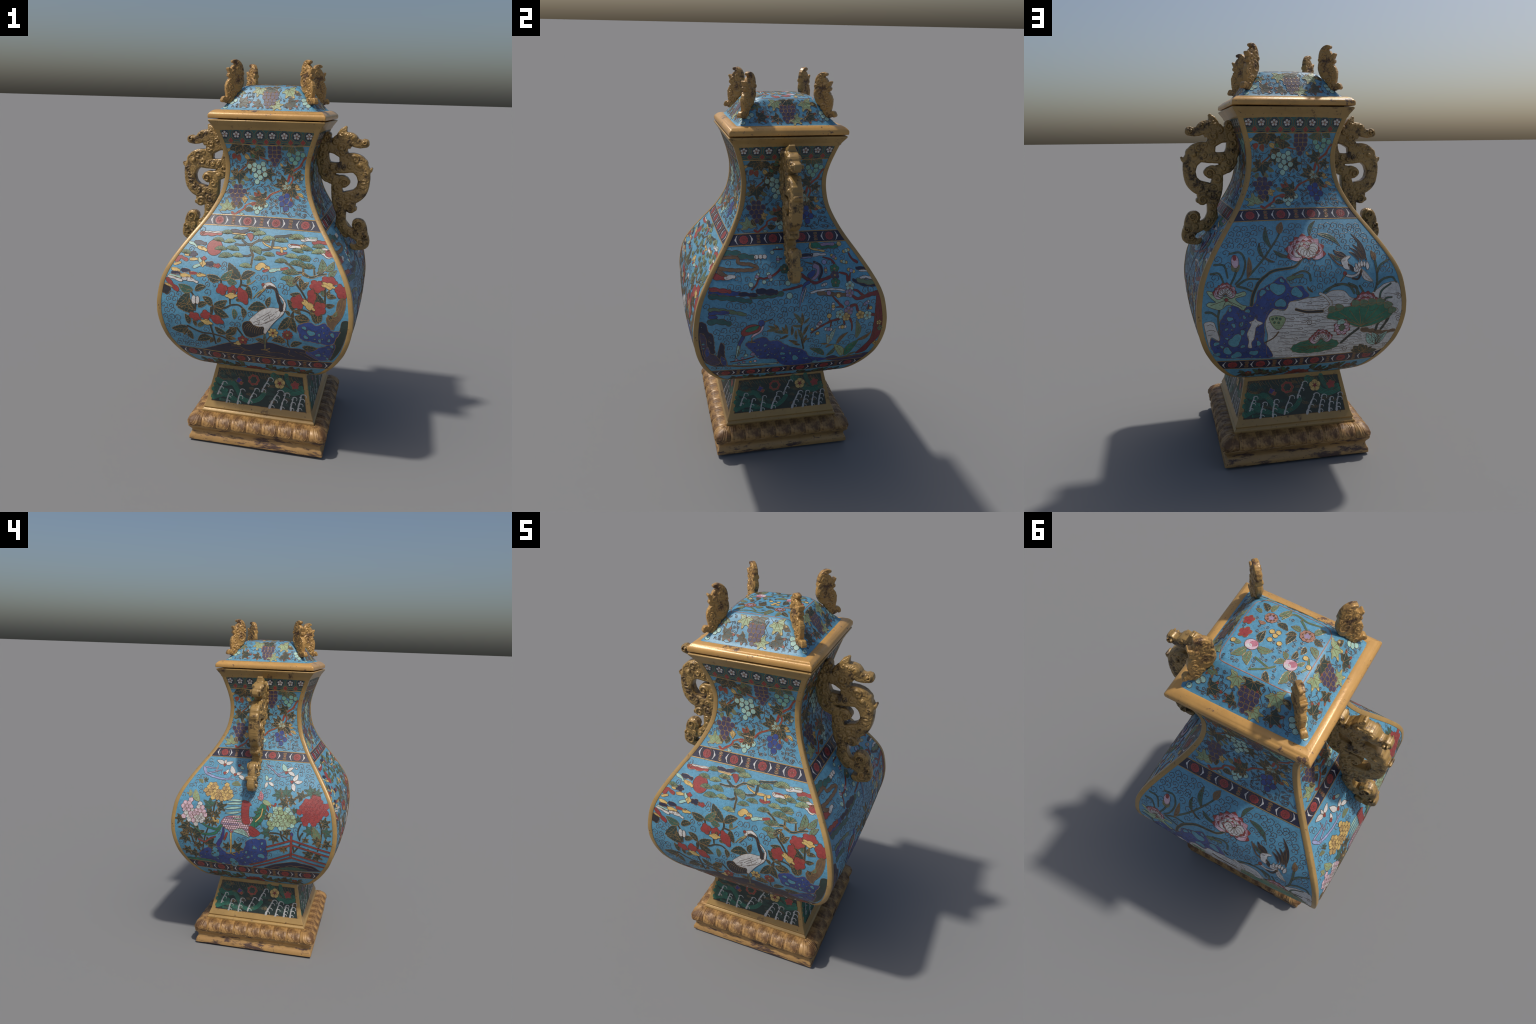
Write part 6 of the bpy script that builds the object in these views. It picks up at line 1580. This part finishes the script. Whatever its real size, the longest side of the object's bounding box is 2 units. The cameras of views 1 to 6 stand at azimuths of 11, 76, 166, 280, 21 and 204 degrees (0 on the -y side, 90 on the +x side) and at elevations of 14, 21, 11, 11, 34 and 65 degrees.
for pts, a, b, m in (([(-0.296, 0.519), (-0.256, 0.498), (-0.203, 0.491), (-0.174, 0.517)], .008, .014, "jade"), ([(-0.366, 0.503), (-0.322, 0.478), (-0.289, 0.454), (-0.222, 0.461), (-0.186, 0.496)], .006, .016, "jade"), ([(-0.315, 0.415), (-0.277, 0.404), (-0.243, 0.429), (-0.212, 0.444)], .010, .008, "red"), ([(-0.162, 0.502), (-0.168, 0.452), (-0.198, 0.394)], .010, .026, "indigo"), ([(-0.142, 0.472), (-0.157, 0.431)], .012, .010, "red"), ([(-0.228, 0.553), (-0.217, 0.535), (-0.198, 0.543), (-0.197, 0.527)], .012, .008, "yellow")):
    B_(pts, a, b, m, "phoenix_tail", 3, "wiredark", .2)
# rock, banks, fence
p.rock([(-0.313, 0.328), (-0.266, 0.366), (-0.205, 0.378), (-0.190, 0.385), (-0.165, 0.359), (-0.136, 0.346), (-0.094, 0.356), (-0.054, 0.372), (-0.033, 0.407), (-0.033, 0.426), (-0.011, 0.445), (0.024, 0.456), (0.053, 0.452), (0.041, 0.456), (0.080, 0.457), (0.092, 0.437), (0.089, 0.400), (0.098, 0.377), (0.093, 0.349), (0.086, 0.322), (-0.008, 0.283), (-0.023, 0.266), (-0.110, 0.253), (-0.219, 0.249), (-0.225, 0.267), (-0.270, 0.274), (-0.319, 0.280)], "cobalt",
       [((-0.218, 0.337), .030), ((-0.108, 0.274), .030), ((-0.029, 0.364), .008), ((-0.018, 0.331), .010), ((-0.058, 0.316), .006), ((0.022, 0.401), .012), ((-0.206, 0.293), .008), ((-0.175, 0.256), .010), ((0.060, 0.349), .018), ((0.019, 0.399), .010), ((0.059, 0.393), .007), ((0.066, 0.431), .008), ((0.021, 0.321), .005), ((0.005, 0.344), .006), ((-0.039, 0.287), .006)], 1)
for q in ((-0.234, 0.347), (-0.220, 0.335), (-0.200, 0.350), (-0.234, 0.325), (-0.126, 0.277), (-0.095, 0.282), (-0.109, 0.262)):
    p.fruit(q, .006, "leafmid", 4, "rock_hollow", .004)
C([(-0.399, 0.257), (-0.340, 0.263), (-0.271, 0.266), (-0.224, 0.257)], .018, .020, "jade", 1, "ground_bank", .2)
p.shape([(0.072, 0.254), (0.103, 0.279), (0.142, 0.299), (0.196, 0.316), (0.250, 0.328), (0.296, 0.320), (0.355, 0.305), (0.395, 0.272), (0.392, 0.263), (0.261, 0.256), (0.159, 0.253)], "navy", "ground_bank", 1, "wire", lines=[[(0.109, 0.259), (0.154, 0.282), (0.181, 0.273), (0.229, 0.298), (0.282, 0.281)], [(0.256, 0.297), (0.315, 0.296), (0.361, 0.282)]])
p.shape([(0.153, 0.259), (0.201, 0.281), (0.262, 0.285), (0.328, 0.268), (0.261, 0.259)], "leafmid", "ground_bank", 2)
for a, b in (((0.095, 0.413), (0.230, 0.464)), ((0.098, 0.386), (0.230, 0.437)), ((-0.009, 0.272), (0.231, 0.381)), ((0.009, 0.257), (0.231, 0.357)), ((0.236, 0.467), (0.456, 0.409)), ((0.236, 0.440), (0.454, 0.381)), ((0.237, 0.383), (0.435, 0.328)), ((0.236, 0.357), (0.422, 0.302))):
    B_([a, ((a[0] + b[0]) / 2, (a[1] + b[1]) / 2), b], .0095, .0095, "red", "fence_rail", 3, "wiredark", 0)
B_([(0.233, 0.489), (0.234, 0.435), (0.232, 0.356)], .012, .012, "red", "fence_post", 4, "wiredark", 0); p.blob((0.235, 0.500), .008, .012, "indigo", 3, .1, 0, 4, name="fence_knob")
p.curls(((LOW1 + .005, MID0 - .012), HALF), .034, .0120)

# ------------------------------------------------------------------ foot: breaking waves, the same on each side
for k in range(4):
    p = Panel(foot_map(k), foot, 41 + k, .002)
    Q = [(-0.229, 0.178), (0.226, 0.188), (0.261, 0.001), (-0.258, -0.000)]
    x1 = max(abs(Q[2][0]), abs(Q[3][0])); x0 = max(abs(Q[0][0]), abs(Q[1][0])); t0 = (Q[2][1] + Q[3][1]) / 2; t1 = (Q[0][1] + Q[1][1]) / 2
    p.begin(); p.cell(np.array([(-x1, t0), (x1, t0), (x0, t1), (-x0, t1)]), "wave", -.5, "wiredark", .003); p.end("wave_ground")

    def band(pts, w, n=5, mat="sea"):
        p.begin(); p.cell(p.band_poly(pts, w, w * .8), mat, 0, None, record=False)
        Cc = smooth_open(pts, 8); T = np.gradient(Cc, axis=0); T /= np.linalg.norm(T, axis=1)[:, None]; Nn = np.stack([-T[:, 1], T[:, 0]], -1)
        for j in range(n):
            p.line(Cc + Nn * w * ((j + .5) / n - .5), "leaf", 1, .0018)
        p.end("wave_band")
    band([(-0.235, 0.117), (-0.193, 0.102), (-0.148, 0.108), (-0.117, 0.072), (-0.090, 0.033), (-0.045, 0.021), (0.002, 0.039), (0.029, 0.072)], .030)
    band([(-0.251, 0.023), (-0.196, 0.042), (-0.147, 0.029), (-0.113, 0.012)], .032); band([(-0.251, 0.063), (-0.215, 0.071), (-0.182, 0.064)], .028)
    band([(0.071, 0.174), (0.112, 0.153), (0.134, 0.114), (0.183, 0.095), (0.232, 0.111)], .036); band([(0.141, 0.184), (0.156, 0.144), (0.189, 0.117), (0.227, 0.130)], .024); band([(-0.211, 0.012), (-0.153, 0.008), (-0.096, 0.004)], .014); band([(-0.245, 0.091), (-0.231, 0.065), (-0.249, 0.035)], .022)
    p.begin()
    for r in (.008, .014, .020, .026, .032):
        a = np.linspace(.2, 5.6, 30); p.line(np.array((-0.196, 0.153)) + np.stack([r * 1.2 * np.cos(a), r * np.sin(a)], -1), "wire" if r > .02 else "leafmid", 0, .0015)
    for j in range(26):
        s = -x0 + .02 + j * (2 * x0 - .03) / 26
        u = np.linspace(0, 1, 8); p.line(np.stack([s + .018 * u ** 1.5, t1 - .003 - (.022 + .008 * (j % 3)) * u], -1), "wire", 0, .0015)
    for j in range(70):
        c = np.array([p.rng.uniform(-x0, x0), p.rng.uniform(t0 + .012, t1 - .02)])
        for r in (.008, .013, .018):
            a = np.linspace(.3, 2.6, 10); p.line(c + np.stack([r * np.cos(a), r * np.sin(a)], -1), "leafmid" if j % 3 else "wire", -.2, .0013)
    p.end("wave_wire", "stuff")
    for a, b, big in (((-0.225, 0.042), (-0.201, 0.104), 1), ((-0.174, 0.001), (-0.158, 0.068), 1), ((-0.113, -0.001), (-0.099, 0.078), 1.1), ((-0.054, 0.008), (-0.020, 0.091), 1.15), ((0.016, 0.082), (0.049, 0.153), 1.1), ((0.062, 0.000), (0.105, 0.090), 1.6), ((0.125, -0.001), (0.145, 0.083), 1.2), ((0.178, 0.001), (0.188, 0.070), 1.2), ((0.217, 0.002), (0.230, 0.083), 1.2)):
        a, b = np.array(a), np.array(b)
        h = b - a; L_ = np.linalg.norm(h)
        p.begin()
        n = p.rng.choice((3, 3, 4))
        p.cell(p.band_poly([a, a + h * .4 + np.array([-.003, 0]), a + h * .75 + np.array([-.001, 0]), b], .0078 * big, .0036, .6, 130), "foam", 3, None)
        for j in range(n):
            u = .10 + .88 * j / (n - 1) + p.rng.uniform(-.04, .04)
            c = a + h * min(u, 1.0)
            r = L_ * (.115 + .05 * u) * p.rng.uniform(.85, 1.2)
            th = np.linspace(math.pi * .85, p.rng.uniform(-.9, .1), 10)
            p.cell(p.band_poly(c + np.array([r * .70, -r * .2]) + np.stack([r * np.cos(th), r * .85 * np.sin(th)], -1), .0056, .0026), "foam", 3 + .2 * j, None)
            if p.rng.random() < .7:
                p.disc(c + np.array([-.004, -.006]), p.rng.uniform(.0035, .0055), "foam", 3 + .2 * j, None)
        p.end("wave_foam")
    p.blob((-0.033, 0.139), .030, .028, "red", 7, .10, 0, 3, "wire", "wave_flower"); p.blob((-0.033, 0.139), .019, .018, "leaf", 6, .12, 0, 4, "wire", "wave_flower")
    p.blossom((0.109, 0.138), .030, "yellow", "darkred", 5, 3, "wave_flower", 1.57, 1.25)
    p.begin()
    for j in range(5):
        a = 1.57 + math.pi / 5 + j * 2 * math.pi / 5; c = np.array((0.109, 0.138)); p.cell(p.band_poly([c, c + .016 * np.array([math.cos(a), math.sin(a)])], .006, .002), "darkred", 5, None)
    p.end("wave_flower")
    p.blob((0.192, 0.137), .020, .019, "red", 5, .2, .5, 3, "wire", "wave_flower"); p.blob((-0.113, 0.126), .013, .014, "indigo", 4, .25, .3, 3, "wire", "wave_flower"); p.blob((-0.101, 0.114), .010, .008, "red", 4, .25, .3, 4, "wire", "wave_flower")


# ------------------------------------------------------------------ lid: grapes on the slopes, fruit on the crown
def slope_map(k):
    def f(s, q, off):
        w, z, nw, nz = dome_at(q)
        s = np.asarray(s, float)
        lim = np.maximum(w, 1e-6)
        y = w + .010 * np.clip(1 - (s / lim) ** 2, 0, 1) * np.interp(w, [.12, .17, .21, .2475], [0, 1, 1, 0])
        zz = dome_point(s, y)
        x, yy = turn(s, -(y + nw * off), k)
        return np.stack([x + 0 * zz, yy + 0 * zz, zz + nz * off], -1)
    return f


for k in range(4):
    p = Panel(slope_map(k), lid, 61 + k, .0019)
    PL, L = p.palm, p.leaf
    PL((0.005, 0.148), (0.007, 0.098), "leaf", "wire", 2, tips="red", wide=1.3)
    p.grapes((0.003, 0.105), "purple", (4, 4, 3, 3, 2), .0105, lean=-.05)
    PL((-0.051, 0.142), (-0.063, 0.092), "sage", "wire", 2, tips="yellow"); PL((0.086, 0.138), (0.118, 0.087), "sage", "wire", 2, tips="yellow")
    PL((-0.147, 0.052), (-0.093, 0.058), "leaf", "wire", 2, tips="red"); PL((0.090, 0.064), (0.140, 0.035), "leaf", "wire", 2, tips="red"); PL((0.026, 0.054), (0.062, 0.016), "sage", "wire", 4, tips="yellow"); PL((-0.038, 0.056), (-0.076, 0.030), "leaf", "wire", 2, tips="red")
    PL((-0.140, 0.124), (-0.165, 0.093), "olive", "wire", 2, tips="red"); L((0.119, 0.128), (0.153, 0.103), .5, "leaf", "wire", 3)
    for q in ((-0.171, 0.066), (-0.187, 0.054), (-0.215, 0.024), (0.169, 0.074), (0.177, 0.056), (0.194, 0.041)):
        p.fruit(q, .012, "celadon", 2, "grape")
    S = p.scroll
    S([(-0.129, 0.102), (-0.111, 0.110), (-0.119, 0.079)], curl=.010); S([(-0.102, 0.095), (-0.081, 0.084), (-0.084, 0.066)], curl=.010, hand=-1); S([(0.053, 0.130), (0.044, 0.107), (0.060, 0.081)], curl=.010, hand=-1); S([(0.097, 0.060), (0.074, 0.044), (0.082, 0.032)], curl=.011); S([(-0.001, 0.016), (0.010, 0.034)], curl=.008); S([(-0.174, 0.022), (-0.156, 0.027)], curl=.009)
    S([(0.138, 0.073), (0.152, 0.035), (0.172, 0.028)], curl=.010); S([(0.057, 0.146), (0.075, 0.130)], curl=.009); S([(-0.136, 0.023), (-0.118, 0.015), (-0.097, 0.025)], curl=.008)
    p.curls(((.012, .150), lambda t: float(np.interp(t, DARC, DOME[:, 0])) - .012), .025, .0068, "spiral", .006)


def crown_map(s, t, off):
    s, t = np.asarray(s, float), np.asarray(t, float)
    return np.stack([s + 0 * t, t + 0 * s, dome_point(s, t) + off], -1)


p = Panel(crown_map, lid, 71, .0019)
a = np.linspace(0, 2 * math.pi, 120)
rr = .150 * (np.abs(np.cos(a)) ** 9 + np.abs(np.sin(a)) ** 9) ** (-1 / 9)
p.begin(); p.line(np.stack([rr * np.cos(a), rr * np.sin(a)], -1), "coral", 1, .0030); p.end("crown_wire")
L = p.leaf
for q, r in (((0.064, -0.081), .023), ((-0.079, -0.073), .026)):
    p.blob(q, r, r * .9, "coral", 9, .06, 0, 3, "wiredark", "pomegranate"); p.blob(q, r * .5, r * .42, "mauve", 5, .25, 0, 4, "wire", "pomegranate")
    for j in range(7):
        p.fruit((q[0] + r * .62 * math.cos(j * .9), q[1] + r * .55 * math.sin(j * .9)), .0028, "darkred", 5, "pomegranate_seed")
for q in ((0.069, 0.048), (-0.084, 0.058)):
    p.blob(q, .023, .022, "pink", 2, .04, 0, 3, "wiredark", "peach"); p.blob((q[0] - .006, q[1] - .006), .014, .013, "rose", 2, .1, .6, 4, None, "peach"); p.blob((q[0] + .006, q[1] + .008), .010, .009, "white", 2, .1, .6, 4, None, "peach")
for q, r in (((0.129, -0.040), .019), ((0.114, 0.013), .022)):
    p.blob(q, r, r * .85, "red", 5, .18, 1, 3, "wire", "red_flower")
for q in ((0.034, -0.032), (0.012, -0.037), (0.016, -0.021), (0.025, 0.001), (-0.011, 0.001), (-0.115, 0.008), (-0.140, 0.034), (0.134, 0.058)):
    p.fruit(q, .0095, "yellow", 3, "yellow_berry")
for a_, b_, m in (((0.088, -0.101), (0.121, -0.131), "leaf"), ((0.075, -0.106), (0.069, -0.146), "olive"), ((0.045, -0.103), (0.019, -0.149), "olive"), ((0.034, -0.071), (-0.011, -0.061), "leaf"), ((0.049, 0.029), (0.055, -0.024), "leaf"), ((0.077, 0.066), (0.112, 0.113), "olive"), ((0.059, 0.072), (0.043, 0.126), "olive"), ((0.046, 0.050), (-0.006, 0.040), "olive"), ((-0.044, -0.057), (-0.033, -0.009), "leaf"), ((-0.045, -0.061), (-0.012, -0.043), "leaf"), ((-0.051, -0.080), (-0.012, -0.083), "olive"),
                  ((-0.097, -0.090), (-0.126, -0.126), "olive"), ((-0.107, -0.077), (-0.144, -0.064), "leaf"), ((-0.092, -0.031), (-0.095, 0.004), "leaf"), ((-0.110, -0.041), (-0.146, -0.009), "olive"), ((-0.065, 0.054), (-0.032, 0.076), "olive"), ((-0.062, 0.045), (-0.038, 0.022), "olive"), ((-0.077, 0.033), (-0.076, -0.003), "leaf"), ((-0.101, 0.045), (-0.121, 0.024), "olive"), ((-0.090, 0.080), (-0.083, 0.138), "olive"), ((-0.099, 0.075), (-0.139, 0.113), "leaf"), ((-0.022, 0.118), (-0.053, 0.150), "leaf"), ((0.103, 0.060), (0.135, 0.051), "olive"), ((0.105, -0.086), (0.132, -0.094), "olive"), ((0.069, -0.051), (0.097, -0.051), "coral")):
    L(a_, b_, .5, m, "wire", 4)
for pts in ([(0.029, -0.097), (0.001, -0.136), (-0.053, -0.127), (-0.102, -0.135)], [(-0.031, -0.123), (-0.068, -0.093)], [(0.028, 0.135), (-0.013, 0.113), (-0.043, 0.087)], [(0.032, 0.087), (-0.022, 0.102)], [(-0.126, 0.006), (-0.138, 0.035), (-0.128, 0.062)]):
    p.branch(pts, .006, .005, "jade", "fruit_branch", 2, "wire", .2)
p.curls(((-.140, .140), lambda t: .140), .027, .0070, "spiral", .006)

# ------------------------------------------------------------------ beyond 300 of a kind the smallest are joined
groups = {}
for o in list(bpy.data.objects):
    if o.type == 'MESH' and not o.get("kind"):
        groups.setdefault((o.name.split(".")[0], o.parent), []).append(o)
kinds = {}
for (nm, par), obs in groups.items():
    kinds.setdefault(nm, []).extend(obs)
for nm, obs in kinds.items():
    if len(obs) <= 300:
        continue
    bpy.context.view_layer.update()
    obs.sort(key=lambda o: -max(o.dimensions))
    rest = {}
    for o in obs[299:]:
        rest.setdefault(o.parent, []).append(o)
    for par, lst in rest.items():
        V, F, M, mats = [], [], [], []
        for o in lst:
            b0 = len(V)
            V.extend(v.co[:] for v in o.data.vertices)
            idx = []
            for m in o.data.materials:
                if m not in mats:
                    mats.append(m)
                idx.append(mats.index(m))
            for f in o.data.polygons:
                F.append([b0 + v for v in f.vertices]); M.append(idx[f.material_index])
            bpy.data.objects.remove(o)
        me = bpy.data.meshes.new(nm)
        me.from_pydata(V, [], F)
        for m in mats:
            me.materials.append(m)
        me.polygons.foreach_set("material_index", M)
        me.update()
        o = bpy.data.objects.new(nm, me)
        COL.objects.link(o); o.parent = par; o["kind"] = "stuff"

# ------------------------------------------------------------------ stand the whole thing as found
lid.location.y = .004          # the lid sits a touch off centre
root.matrix_world = LEAN
